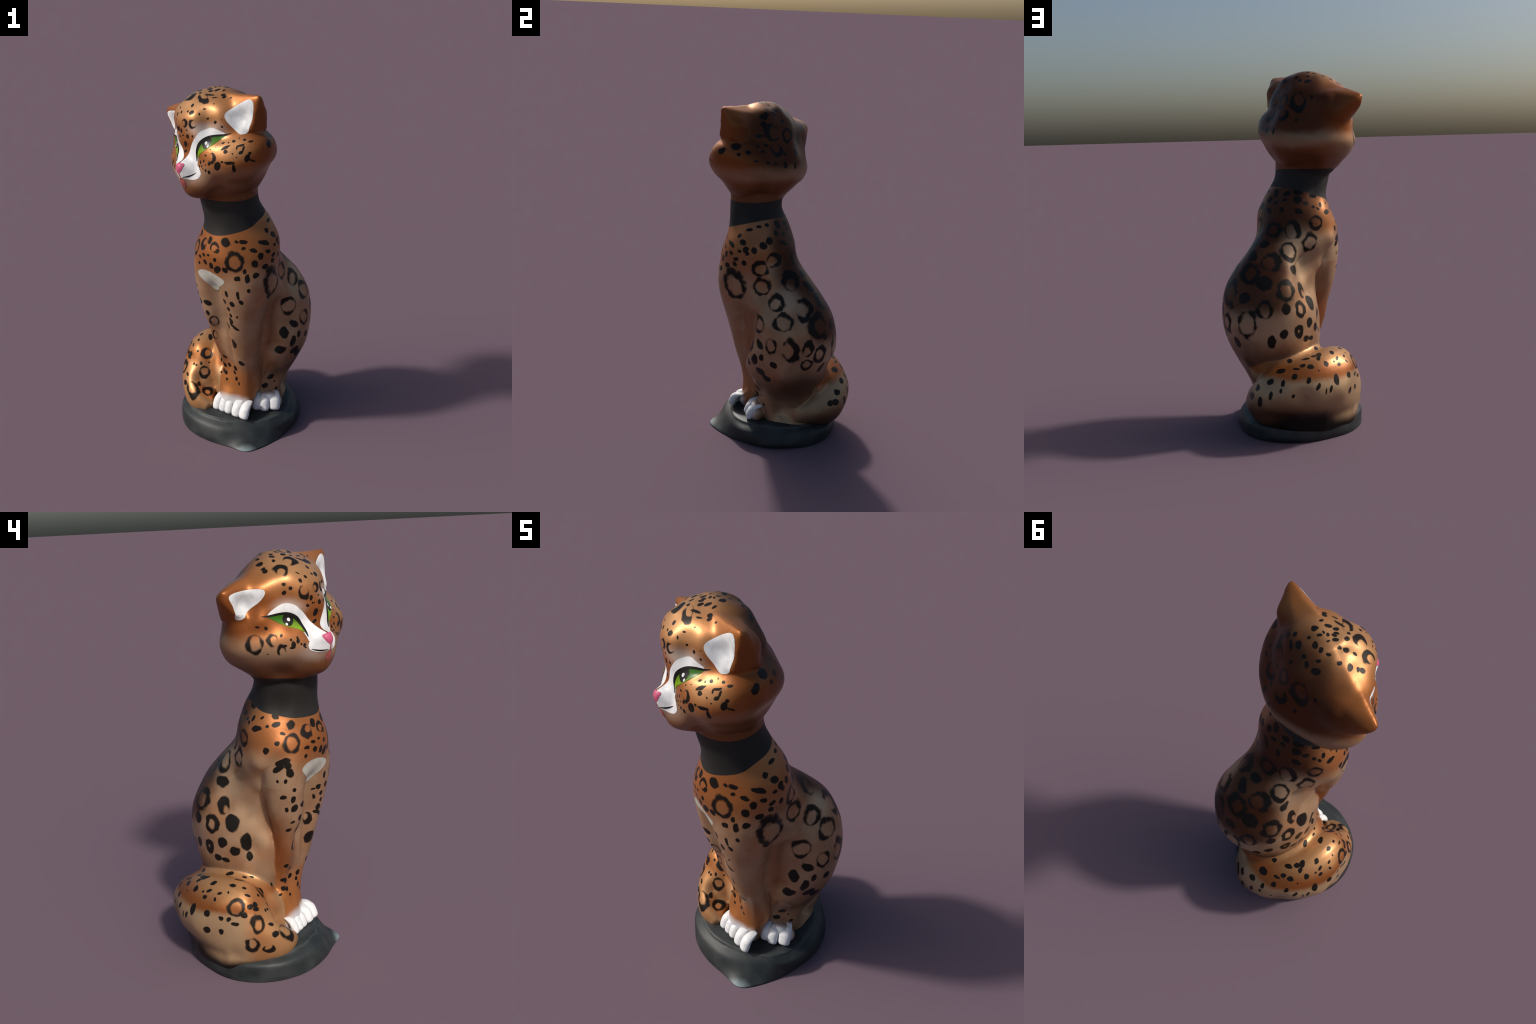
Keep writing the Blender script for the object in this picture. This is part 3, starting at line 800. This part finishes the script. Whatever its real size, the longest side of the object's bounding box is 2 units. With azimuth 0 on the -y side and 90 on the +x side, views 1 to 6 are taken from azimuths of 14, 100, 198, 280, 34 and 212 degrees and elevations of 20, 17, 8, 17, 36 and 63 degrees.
HEAD_ROSETTES = [
    (-0.181, -0.243, 1.956, 0.0323, 1.03, -96, 0.65, 0.30, -0.50),
    (-0.098, -0.282, 1.955, 0.0473, 0.53, 40, 0.72, 0.25, 0.45),
    (-0.239, -0.203, 1.922, 0.0303, 1.02, -64, 0.66, 0.40, -0.10),
    (0.116, -0.081, 1.851, 0.0487, 1.09, -14, 0.70, 0.30, -0.00),
    (-0.182, -0.347, 1.840, 0.0239, 0.85, 2, 0.62, -0.50, -0.10),
    (-0.136, -0.366, 1.837, 0.0247, 0.91, 1, 0.62, 0.35, 0.20),
    (0.042, -0.006, 1.831, 0.0436, 0.77, -11, 0.66, 0.00, -0.00),
    (-0.238, -0.298, 1.823, 0.0298, 0.93, 17, 0.70, 0.35, 0.15),
    (-0.050, 0.029, 1.821, 0.0575, 0.80, 8, 0.68, 0.20, 0.20),
    (0.132, -0.049, 1.756, 0.0343, 1.19, -19, 0.70, -0.10, 0.40),
    (0.026, 0.045, 1.749, 0.0278, 1.16, 26, 0.66, -0.10, 0.40),
    (-0.018, -0.430, 1.685, 0.0284, 0.73, -10, 0.72, -0.45, 0.10),
    (-0.324, -0.168, 1.633, 0.0328, 0.69, -4, 0.66, 0.40, -0.00),
    (-0.338, -0.093, 1.620, 0.0430, 0.86, -2, 0.68, 0.15, 0.10),
    (-0.311, -0.203, 1.592, 0.0280, 0.70, 0, 0.70, 0.40, -0.40),
]
SPOTS += [(RING, *s) for s in HEAD_ROSETTES]
NECK_FLECKS = [
    (-0.031, 0.003, 1.331, 0.0192, 1.65, 3),
    (0.165, -0.078, 1.327, 0.0123, 1.31, -13),
    (0.102, -0.029, 1.323, 0.0295, 0.70, 22),
    (0.190, -0.120, 1.322, 0.0122, 1.55, 0),
    (0.032, 0.005, 1.318, 0.0194, 1.24, 16),
    (-0.105, -0.034, 1.307, 0.0181, 1.19, -29),
    (0.203, -0.176, 1.301, 0.0122, 1.81, 17),
    (-0.034, 0.023, 1.289, 0.0270, 0.83, 69),
    (0.040, 0.022, 1.283, 0.0129, 1.33, 17),
    (0.143, -0.025, 1.281, 0.0209, 0.88, -27),
    (0.097, 0.006, 1.270, 0.0141, 1.36, 25),
    (-0.160, -0.142, 1.266, 0.0126, 1.32, -4),
    (-0.078, 0.009, 1.265, 0.0151, 1.40, -10),
    (0.206, -0.226, 1.264, 0.0132, 1.12, 30),
    (-0.167, -0.084, 1.261, 0.0085, 1.39, 5),
    (-0.150, -0.043, 1.256, 0.0166, 0.52, -21),
    (0.198, -0.054, 1.248, 0.0205, 1.19, -9),
    (-0.117, -0.009, 1.248, 0.0113, 1.20, -12),
    (-0.141, -0.018, 1.237, 0.0081, 1.15, -15),
    (0.235, -0.201, 1.236, 0.0163, 1.41, -36),
    (0.051, 0.047, 1.231, 0.0186, 0.86, 12),
    (-0.175, -0.147, 1.231, 0.0140, 1.38, 11),
    (0.228, -0.084, 1.226, 0.0236, 1.06, -34),
    (0.070, -0.331, 1.225, 0.0093, 1.14, -0),
    (-0.047, 0.043, 1.225, 0.0160, 1.60, -26),
    (0.106, -0.323, 1.225, 0.0133, 1.79, -1),
    (0.135, 0.018, 1.225, 0.0156, 2.11, -24),
    (-0.183, -0.110, 1.225, 0.0084, 1.16, -1),
    (-0.155, -0.214, 1.224, 0.0252, 0.92, -23),
    (0.014, -0.339, 1.220, 0.0215, 1.28, -17),
    (0.203, -0.274, 1.213, 0.0135, 2.87, -23),
    (-0.083, -0.307, 1.212, 0.0220, 0.77, -22),
    (-0.182, -0.056, 1.211, 0.0139, 2.04, 7),
    (0.253, -0.177, 1.197, 0.0200, 1.05, -34),
    (0.253, -0.129, 1.196, 0.0202, 1.00, 2),
    (-0.183, -0.181, 1.190, 0.0084, 1.69, -7),
    (0.110, -0.332, 1.186, 0.0106, 1.25, -2),
    (0.247, -0.215, 1.186, 0.0102, 1.48, 8),
    (0.158, -0.317, 1.177, 0.0106, 2.04, -14),
    (0.258, -0.165, 1.176, 0.0117, 1.27, 4),
    (-0.030, -0.348, 1.172, 0.0133, 1.13, 8),
    (0.222, -0.270, 1.166, 0.0108, 1.59, -8),
    (-0.207, -0.155, 1.149, 0.0111, 1.25, -3),
    (0.190, -0.306, 1.145, 0.0209, 0.99, 24),
    (-0.083, -0.336, 1.138, 0.0083, 1.19, 4),
    (0.246, -0.233, 1.135, 0.0120, 1.48, 3),
    (-0.117, -0.312, 1.131, 0.0099, 1.75, -8),
    (-0.047, -0.353, 1.125, 0.0126, 0.94, 1),
]
SPOTS += [(DOT, *s, 0, 0, 0) for s in NECK_FLECKS]
NECK_FLECKS_B = [
    (0.258, -0.185, 1.119, 0.0200, 0.85, 1),
    (-0.215, -0.101, 1.119, 0.0168, 0.94, -0),
    (-0.146, -0.286, 1.113, 0.0085, 1.88, -6),
    (0.167, -0.328, 1.109, 0.0217, 0.97, -4),
    (0.241, -0.243, 1.105, 0.0172, 0.96, -1),
    (-0.109, -0.317, 1.092, 0.0155, 1.15, 6),
    (-0.068, -0.342, 1.088, 0.0198, 0.90, 12),
    (0.012, -0.364, 1.073, 0.0178, 0.85, 19),
    (-0.032, -0.354, 1.071, 0.0262, 0.77, -34),
    (0.127, 0.141, 1.050, 0.0287, 1.16, 21),
]
SPOTS += [(DOT, *s, 0, 0, 0) for s in NECK_FLECKS_B]
NECK_ROSETTES = [
    (-0.047, -0.338, 1.188, 0.0294, 0.99, 12, 0.62, -0.25, -0.10),
    (-0.126, -0.282, 1.182, 0.0359, 0.91, -16, 0.55, 0.10, 0.40),
    (-0.137, 0.014, 1.159, 0.0412, 0.93, -2, 0.68, 0.00, -0.00),
    (-0.187, -0.219, 1.139, 0.0500, 0.79, -9, 0.66, 0.05, 0.10),
    (0.204, -0.018, 1.139, 0.0411, 1.01, -2, 0.70, -0.35, -0.10),
    (0.091, 0.085, 1.125, 0.0471, 1.00, 10, 0.66, 0.00, -0.00),
    (-0.019, 0.073, 1.125, 0.0542, 0.83, -1, 0.72, -0.20, -0.20),
    (0.066, -0.362, 1.124, 0.0526, 0.91, -0, 0.68, 0.00, -0.00),
    (0.250, -0.093, 1.092, 0.0464, 1.00, 2, 0.74, 0.00, -0.05),
    (-0.108, 0.049, 1.054, 0.0539, 0.77, -24, 0.66, 0.10, -0.00),
]
SPOTS += [(RING, *s) for s in NECK_ROSETTES]
TAIL_FLECKS = [
    (-0.253, 0.176, 0.467, 0.0130, 1.37, 58),
    (-0.276, 0.077, 0.466, 0.0117, 1.54, -11),
    (-0.194, 0.230, 0.466, 0.0173, 1.23, -82),
    (-0.213, 0.056, 0.465, 0.0280, 0.45, -26),
    (-0.172, 0.249, 0.461, 0.0144, 1.28, 8),
    (-0.279, 0.024, 0.454, 0.0080, 1.44, -35),
    (-0.205, 0.261, 0.454, 0.0143, 0.75, -13),
    (-0.133, 0.275, 0.450, 0.0141, 1.67, 42),
    (-0.311, 0.092, 0.445, 0.0097, 0.74, 6),
    (-0.288, 0.192, 0.441, 0.0085, 1.88, 45),
    (-0.313, 0.137, 0.440, 0.0082, 1.91, 2),
    (-0.306, 0.004, 0.431, 0.0067, 2.32, -33),
    (-0.246, 0.269, 0.430, 0.0178, 0.88, -24),
    (-0.280, 0.226, 0.430, 0.0068, 1.33, 32),
    (-0.132, 0.327, 0.428, 0.0157, 0.88, -64),
    (-0.175, 0.323, 0.425, 0.0166, 1.20, -5),
    (-0.331, 0.157, 0.419, 0.0129, 0.55, 21),
    (-0.102, 0.349, 0.414, 0.0101, 2.04, 5),
    (-0.305, 0.212, 0.413, 0.0101, 1.46, 27),
    (-0.266, -0.039, 0.412, 0.0093, 0.92, 17),
    (-0.220, 0.323, 0.401, 0.0075, 0.74, -13),
    (-0.017, 0.354, 0.398, 0.0267, 0.82, -71),
    (-0.311, -0.032, 0.386, 0.0173, 1.04, -8),
    (-0.332, -0.013, 0.383, 0.0141, 1.23, 52),
    (-0.101, 0.387, 0.382, 0.0197, 0.74, -14),
    (-0.318, -0.039, 0.366, 0.0131, 1.43, -27),
    (-0.179, 0.376, 0.362, 0.0187, 0.79, -41),
    (-0.192, -0.062, 0.356, 0.0061, 1.25, -0),
    (-0.050, 0.416, 0.351, 0.0206, 0.53, 10),
    (-0.353, 0.197, 0.351, 0.0157, 1.34, 8),
    (0.028, 0.402, 0.351, 0.0220, 1.11, 26),
    (-0.233, -0.077, 0.350, 0.0121, 0.64, 2),
    (-0.359, 0.015, 0.349, 0.0131, 1.34, -23),
    (-0.303, 0.278, 0.347, 0.0305, 0.63, -18),
    (-0.278, -0.076, 0.341, 0.0099, 0.81, -47),
    (-0.368, 0.125, 0.339, 0.0104, 1.13, -3),
    (-0.260, -0.083, 0.338, 0.0091, 0.90, 12),
    (-0.368, 0.086, 0.333, 0.0136, 0.79, -37),
    (-0.223, 0.364, 0.331, 0.0240, 0.49, -28),
    (-0.042, 0.437, 0.314, 0.0172, 0.53, -16),
    (-0.372, 0.058, 0.310, 0.0108, 1.64, -1),
    (0.102, 0.390, 0.309, 0.0184, 1.24, -18),
    (-0.285, 0.316, 0.306, 0.0208, 0.42, -11),
    (-0.263, 0.339, 0.297, 0.0199, 0.30, -4),
    (-0.104, 0.424, 0.288, 0.0123, 0.90, -1),
    (0.015, 0.441, 0.287, 0.0230, 0.54, -17),
    (-0.314, -0.104, 0.286, 0.0088, 1.56, -25),
    (-0.163, 0.389, 0.276, 0.0056, 0.70, -1),
]
SPOTS += [(DOT, *s, 0, 0, 0) for s in TAIL_FLECKS]
TAIL_FLECKS_B = [
    (-0.359, 0.201, 0.271, 0.0189, 0.89, -8),
    (-0.371, 0.127, 0.270, 0.0146, 0.84, -3),
    (0.136, 0.385, 0.258, 0.0198, 1.24, -8),
    (0.158, 0.354, 0.255, 0.0187, 1.13, 9),
    (0.079, 0.433, 0.245, 0.0282, 0.56, 4),
    (-0.231, -0.134, 0.244, 0.0188, 0.72, -36),
    (-0.322, -0.125, 0.241, 0.0173, 1.19, -15),
]
SPOTS += [(DOT, *s, 0, 0, 0) for s in TAIL_FLECKS_B]
TAIL_ROSETTES = [
    (-0.207, -0.041, 0.403, 0.0368, 0.95, -5, 0.60, 0.10, 0.05),
    (-0.352, 0.052, 0.387, 0.0433, 0.91, -27, 0.76, 0.05, 0.05),
    (-0.350, -0.048, 0.305, 0.0457, 0.70, 1, 0.68, 0.05, -0.15),
    (-0.211, -0.089, 0.299, 0.0400, 0.84, 18, 0.55, 0.10, 0.10),
    (-0.261, -0.176, 0.221, 0.0599, 0.64, 38, 0.66, 0.00, 0.30),
    (-0.183, -0.139, 0.201, 0.0313, 1.03, -5, 0.50, 0.00, -0.00),
    (-0.373, -0.020, 0.199, 0.0415, 0.85, -2, 0.55, 0.00, 0.35),
    (-0.344, -0.094, 0.171, 0.0244, 1.18, -1, 0.60, 0.00, 0.50),
]
SPOTS += [(RING, *s) for s in TAIL_ROSETTES]


def surface_frame(p):
    """surface point, and axes (right, up, normal) of the body surface near p"""
    hit, n, _, _ = BODY_BVH.find_nearest(Vector(p))
    up = Vector((0, 0, 1)) - n*n.z
    if up.length < .2:
        up = Vector(FWD)*-1 - n*(n.dot(Vector(FWD))*-1)
    up.normalize()
    return hit, up.cross(n).normalized(), up, n

def body_material(name, part, pts, fields, spots, rough):
    """pelt paint: soft sprayed colour fields, then brushed black spots; only those near the part"""
    N = Nodes(name, rough)
    soft = N.wobble(7, .05, 3); mid = N.wobble(26, .012, 2); fine = N.wobble(20, .020, 2)
    base = N.mix(N.ramp(N.noise(N.pos, 9, 4).outputs['Fac'], .35, .7), PELT, PELT_PALE)
    base = N.mix(N.ramp(N.noise(N.pos, 5.5, 4).outputs['Fac'], .46, .72, 0, .45), base, ORANGE)
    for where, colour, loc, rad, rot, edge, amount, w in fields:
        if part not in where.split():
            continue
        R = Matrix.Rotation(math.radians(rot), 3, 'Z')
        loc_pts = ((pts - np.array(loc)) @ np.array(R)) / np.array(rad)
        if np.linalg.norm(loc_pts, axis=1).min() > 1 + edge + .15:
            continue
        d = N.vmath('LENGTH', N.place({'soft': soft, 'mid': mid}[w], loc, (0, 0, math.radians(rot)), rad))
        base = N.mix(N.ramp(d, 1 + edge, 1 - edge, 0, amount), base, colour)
    # fine brush streaks
    streak = N.noise(N.place(N.pos, (0, 0, 0), (.2, .1, 0), (.012, .012, .05)), 1.0, 3).outputs['Fac']
    base = N.mix(N.ramp(streak, .5, .85, 0, .16), base, PELT_DARK)
    best = None; fine0 = fine; count = 0
    for kind, x, y, z, r, aspect, tilt, hole, ox, oy in spots:
        if np.linalg.norm(pts - np.array((x, y, z)), axis=1).min() > r*max(aspect, 1)*1.3:
            continue
        hit, right, up, n = surface_frame((x, y, z))
        rot = Matrix.Rotation(math.radians(tilt), 3, n)
        X = rot @ right; Y = rot @ up
        M = Matrix((X, Y, n)).transposed()
        count += 1
        if count % 10 == 0:                            # evaluate the spots in batches, one after the other
            fine = N.vmath('MULTIPLY_ADD', best, (1e-9, 1e-9, 1e-9), fine0)
        k = 1.06 if kind == RING else .98
        lp = N.place(fine, tuple(hit), tuple(M.to_euler('XYZ')), (r*aspect*k, r*k, max(r, r*aspect)))
        d = N.vmath('LENGTH', lp)
        if kind == RING:
            inner = N.vmath('DISTANCE', lp, (ox, oy, 0))
            d = N.math('MAXIMUM', d, N.math('SUBTRACT', 1 + hole*.86, inner))
        best = d if best is None else N.math('MINIMUM', best, d)
    if best is not None:
        uneven = N.noise(N.pos, 21, 1).outputs['Fac']    # loaded and dry parts of the brush stroke
        best = N.math('ADD', best, N.math('MULTIPLY', N.math('SUBTRACT', uneven, .5), .7))
        base = N.mix(N.ramp(best, 1.10, .86, 0, .985), base, INK)
    N.bsdf.inputs['Metallic'].default_value = METAL
    return N.finish(base, N.noise(N.pos, 60, 3).outputs['Fac'], .12, .003)

for owner, line, nrm_, ws in TOES:                     # dark clefts between the toes
    for (xa, ya), (xb, yb) in zip(line[:-1], line[1:]):
        SPOTS.append((DOT, (xa+xb)/2, (ya+yb)/2, .140, .036, .20, 0, 0, 0, 0))

# ------------------------------------------------------------------ split the fused body
collar_mat = Nodes('collar_black_matte', .6, .3)
collar_mat = collar_mat.finish(collar_mat.mix(collar_mat.noise(collar_mat.pos, 14, 3).outputs['Fac'], (.010, .0095, .009), (.019, .018, .016)))
parts = {}
order = ['torso', 'head', 'ear', 'ear.001', 'collar', 'hind_leg', 'hind_leg.001', 'foreleg', 'foreleg.001', 'paw', 'paw.001', 'tail']
for nm in order:
    ids = np.where(part_of == nm)[0]
    if not len(ids):
        continue
    used = np.unique(np.concatenate([faces[i] for i in ids])); remap = {int(v): i for i, v in enumerate(used)}
    me = bpy.data.meshes.new(nm)
    me.from_pydata(co[used].tolist(), [], [[remap[int(v)] for v in faces[i]] for i in ids])
    me.polygons.foreach_set('use_smooth', [True]*len(me.polygons)); me.update()
    me.normals_split_custom_set_from_vertices(no[used].tolist())
    if nm == 'collar':
        mat = collar_mat
    else:
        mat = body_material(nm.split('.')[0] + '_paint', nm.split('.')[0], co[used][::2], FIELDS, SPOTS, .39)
    parts[nm] = new_object(nm, me, cat, [mat])

# ------------------------------------------------------------------ plinth
rows = []
for (z, cx, cy), rad in zip(PLINTH_SPINE, PLINTH_R):
    rows.append(((z, cx, cy), np.array(rad)))
top = rows[-1]
(z0, cx, cy), rr = top
rows[-1] = ((.106, cx, cy), rr)
rows += [((.121, cx, cy), rr*.93), ((.130, cx, cy), rr*.62), ((.132, cx, cy), rr*.3)]
na = 144
V = []
Wa = catmull(16, np.arange(na)*16/na, True); ang = 2*np.pi*np.arange(na)/na
K = len(rows); Wt = catmull(K, np.linspace(0, K-1, 70), False)
C = Wt @ np.array([[c[1], c[2], c[0]] for c, _ in rows]); R = Wt @ np.array([r for _, r in rows]) @ Wa.T
V = np.stack([C[:, None, 0] + R*np.cos(ang), C[:, None, 1] + R*np.sin(ang), C[:, None, 2] + 0*R], -1)
# drawn-out lip of clay at the front of the foot, and gentle unevenness of the rim
lip = np.exp(-(((ang - math.atan2(-.39, .125) + np.pi) % (2*np.pi) - np.pi)/.16)**2)[None]*np.exp(-(V[..., 2]/.035)**2)
V[..., :2] += lip[..., None]*np.array([.004, -.018])
V[..., 2] = np.maximum(V[..., 2] + .004*np.sin(3*ang + 1)*smooth01(V[..., 2], .08, .13), 0)
bm = bmesh.new(); rings_to_mesh(bm, V)
N = Nodes('plinth_black_paint', .5, .35)
g = N.noise(N.pos, 12, 5).outputs['Fac']
c = N.mix(N.ramp(g, .35, .7), (.017, .021, .022), (.032, .037, .037))
tipd = N.vmath('LENGTH', N.place(N.wobble(30, .02), (.11, -.405, 0), (0, 0, .2), (.075, .05, .035)))
c = N.mix(N.ramp(tipd, 1.3, .3, 0, .75), c, (.24, .30, .31))
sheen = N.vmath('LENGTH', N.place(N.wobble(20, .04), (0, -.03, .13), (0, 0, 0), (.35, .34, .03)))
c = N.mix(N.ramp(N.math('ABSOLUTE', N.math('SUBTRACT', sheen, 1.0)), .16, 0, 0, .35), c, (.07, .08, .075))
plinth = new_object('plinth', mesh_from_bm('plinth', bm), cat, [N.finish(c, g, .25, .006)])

# ------------------------------------------------------------------ toes
N = Nodes('toe_white_paint', .4)
white_toe = N.finish(N.mix(N.ramp(N.noise(N.pos, 40, 3).outputs['Fac'], .4, .75), WHITE, WHITE_SHADE))
def toe(parent, x, y, nx, ny, w):
    """a blunt finger sloping from the paw down to the plinth"""
    out = unit([nx, ny, 0]); side = unit(np.cross([0, 0, 1], out))
    spine, rad = [], []
    for back, z, k in ((.078, .212, .45), (.054, .208, .80), (.024, .188, .98), (.010, .158, 1.04), (.003, .138, .94), (.005, .128, .74), (.008, .123, .45)):
        spine.append((x - out[0]*back, y - out[1]*back, z))
        an = 2*np.pi*np.arange(8)/8
        rad.append(k*w/np.sqrt(np.cos(an)**2 + (np.sin(an)/.70)**2))
    tilt = unit(np.cross(side, unit(np.array([0, 0, 1.]) - out*.35)))
    bm = bmesh.new()
    rings_to_mesh(bm, loft(spine, rad, 26, 24, side, tilt))
    new_object('toe', mesh_from_bm('toe', bm), parent, [white_toe])
for owner, line, nrm_, ws in TOES:
    for (x, y), w in zip(line, ws):
        toe(parts[owner], x, y, *nrm_, w)

# ------------------------------------------------------------------ brushed glaze details
def on_body(o, d):
    """surface point and smooth normal where the ray from o along d meets the body"""
    hit, nr, fi, _ = BODY_BVH.ray_cast(o, d)
    if hit is None:
        hit, nr, fi, _ = BODY_BVH.find_nearest(o + d*.5)
    w = Vector((0, 0, 0))
    for v in BODY_FACES[fi]:
        w += BODY_NORMALS[v]/((BODY_VERTS[v] - hit).length + .002)
    return hit, w.normalized()

def glaze_object(name, rows, closed, parent, mat):
    """skin over rows of (point, normal); shaded with the body's own normals so that it reads as paint"""
    bm = bmesh.new(); vs = [[bm.verts.new(p) for p, _ in row] for row in rows]
    nrm_ = [n for row in rows for _, n in row]
    for a, b in zip(vs[:-1], vs[1:]):
        m = max(len(a), len(b))
        for j in range(m if closed else m - 1):
            k = (j+1) % m
            if len(a) == 1:
                bm.faces.new((a[0], b[j], b[k]))
            else:
                bm.faces.new((a[j], b[j], b[k], a[k]))
    bm.normal_update()
    bm.faces.ensure_lookup_table()
    if bm.faces[len(bm.faces)//2].normal.dot(nrm_[len(nrm_)//2]) < 0:
        bmesh.ops.reverse_faces(bm, faces=bm.faces[:])
    me = bpy.data.meshes.new(name); bm.to_mesh(me); bm.free()
    me.polygons.foreach_set('use_smooth', [True]*len(me.polygons)); me.update()
    me.normals_split_custom_set_from_vertices([tuple(n) for n in nrm_])
    return new_object(name, me, parent, [mat])

def patch(name, outline, parent, mat, lift=.0012, rings=14, n=84, toward=None):
    """thin area of glaze inside a closed outline (3D points near the surface)"""
    P = catmull(len(outline), np.arange(n)*len(outline)/n, True) @ np.asarray(outline, float)
    c = P.mean(0); d = Vector(FWD if toward is None else unit(toward))
    rows = []
    for k in range(rings + 1):
        s = min(k/(rings-1), 1.0)
        row = []
        for j in range(n if k else 1):
            hit, nr = on_body(Vector(c + (P[j]-c)*s) + d*.5, -d)
            row.append((hit + nr*(lift if k < rings else -.004), nr))
        rows.append(row)
    return glaze_object(name, rows, True, parent, mat)

def stroke(name, pts, widths, parent, mat, lift=.0026, n=70):
    """brush stroke with swelling width, in head coordinates"""
    W = catmull(len(pts), np.linspace(0, len(pts)-1, n), False)
    P = W @ np.asarray(pts, float); w = np.maximum(W @ np.asarray(widths, float), .0006)
    T = unit(np.gradient(P, axis=0)); Nn = np.stack([-T[:, 1], T[:, 0]], 1)
    d = Vector(FWD); rows = []
    for k in range(n):
        row = []
        for s, h in ((-1.0, -.004), (-1.0, lift), (0, lift), (1.0, lift), (1.0, -.004)):
            u, v = P[k] + Nn[k]*w[k]*s
            hit, nr = on_body(Vector(hp(u, 0, v)) + d*.5, -d)
            row.append((hit + nr*h, nr))
        rows.append(row)
    return glaze_object(name, rows, False, parent, mat)

MID = .018                                             # the face's midline in head coordinates
def paint(name, colour, rough=.35, shade=None, scale=30):
    N = Nodes(name, rough)
    c = N.mix(N.ramp(N.noise(N.pos, scale, 3).outputs['Fac'], .35, .75), colour, shade or tuple(x*.8 for x in colour))
    return N.finish(c)
white_glaze = paint('white_glaze', WHITE, .38, WHITE_SHADE, 22)
ink_glaze = paint('black_glaze', INK, .3)
pink_glaze = paint('pink_glaze', (.55, .11, .20), .35, (.42, .07, .14))
lip_glaze = paint('lip_glaze', (.36, .095, .095), .4, (.26, .06, .05))
ear_glaze = paint('ear_white_glaze', (.66, .67, .68), .4, (.50, .52, .54), 25)
chest_glaze = paint('chest_pale_glaze', (.42, .41, .37), .45, (.33, .32, .28), 20)
N = Nodes('iris_green_glaze', .28)
g = N.mix(N.ramp(N.vmath('DOT_PRODUCT', N.vmath('SUBTRACT', N.pos, tuple(HEAD_C)), tuple(UP)), -.025, .05), (.20, .34, .012), (.030, .125, .006))
iris_glaze = N.finish(N.mix(N.ramp(N.noise(N.pos, 40, 2).outputs['Fac'], .4, .8, 0, .5), g, (.02, .08, .005)))

def side(pts, s):
    return [(MID + s*u, v) for u, v in pts]
def spots3(pts):
    return [hp(u, 0, v) for u, v in pts]
head = parts['head']
LID = [(.079, -.040), (.083, -.006), (.097, .028), (.123, .050), (.157, .058), (.200, .058)]
LOWER = [(.188, .042), (.163, .018), (.134, -.001), (.104, -.018)]
for s in (1, -1):
    brow = [(.006, -.046), (.040, .008), (.074, .056), (.100, .088), (.132, .100), (.170, .090), (.205, .064),
            (.182, .050), (.150, .024), (.114, -.006), (.087, -.036), (.080, -.075), (.050, -.085), (.020, -.072)]
    patch('eye_mask', spots3(side(brow, s)), head, white_glaze, .0008)
    muzzle = [(-.004, -.078), (.022, -.076), (.052, -.070), (.080, -.074), (.098, -.095), (.104, -.120), (.084, -.141), (.048, -.145), (.020, -.134), (-.002, -.124)] if s > 0 else \
             [(-.004, -.078), (.022, -.076), (.050, -.070), (.074, -.074), (.088, -.090), (.086, -.110), (.066, -.124), (.042, -.132), (.018, -.132), (-.002, -.124)]
    patch('whisker_pad', spots3(side(muzzle, s)), head, white_glaze, .0012)
    patch('eye', spots3(side(LID + LOWER, s)), head, iris_glaze, .0016)
    a = np.linspace(0, 2*np.pi, 10, endpoint=False)
    patch('pupil', spots3(side([(.131 + .021*math.cos(t), .029 + .026*math.sin(t)) for t in a], s)), head, ink_glaze, .0021, 6, 40)
    for (u, v, r, q) in ((.128*1, .030, .0062, 1.3), (.142, .013, .0048, 1.2)):
        patch('catchlight', spots3([(MID + s*u + r*math.cos(t), v + r*q*math.sin(t)) for t in a]), head, white_glaze, .0027, 4, 24)
    stroke('eyelid_line', side([(.078, -.056), (.079, -.036), (.084, -.004), (.098, .030), (.124, .053), (.157, .061), (.200, .061), (.228, .066)], s),
           [.0015, .0042, .0062, .0076, .0070, .0050, .0042, .0010], head, ink_glaze)
    stroke('mouth_line', side([(.012, -.127), (.034, -.127), (.058, -.120), (.078, -.110)], s), [.0006, .0028, .0026, .0006], head, ink_glaze)
nose = patch('nose', spots3([(MID + u, v) for u, v in ((-.027, -.064), (0, -.058), (.027, -.064), (.023, -.088), (.0, -.108), (-.023, -.088))]), head, pink_glaze, .0022)
stroke('philtrum', [(MID, -.104), (MID, -.120), (MID, -.138)], [.004, .003, .0035], head, lip_glaze)
patch('lip', spots3([(MID + u, v) for u, v in ((0, -.138), (.015, -.143), (.017, -.158), (.008, -.180), (-.008, -.180), (-.017, -.158), (-.015, -.143))]), head, lip_glaze, .0016)
patch('inner_ear', spots3([(.222, .158), (.258, .194), (.325, .219), (.352, .203), (.349, .159), (.336, .110), (.318, .066), (.284, .058), (.246, .098)]), parts['ear'], ear_glaze, .0012)
patch('inner_ear', spots3([(-.322, .176), (-.255, .184), (-.180, .172), (-.196, .128), (-.238, .088), (-.266, .066), (-.288, .076), (-.305, .124)]), parts['ear.001'], ear_glaze, .0012)
patch('chest_blaze', [(-.165, -.255, 1.005), (-.145, -.27, 1.035), (-.085, -.31, 1.045), (-.02, -.35, 1.025), (.006, -.353, 1.0), (-.03, -.30, .955), (-.065, -.27, .915), (-.11, -.265, .955)],
      parts['torso'], chest_glaze, .0010, toward=(-.35, -.94, 0))
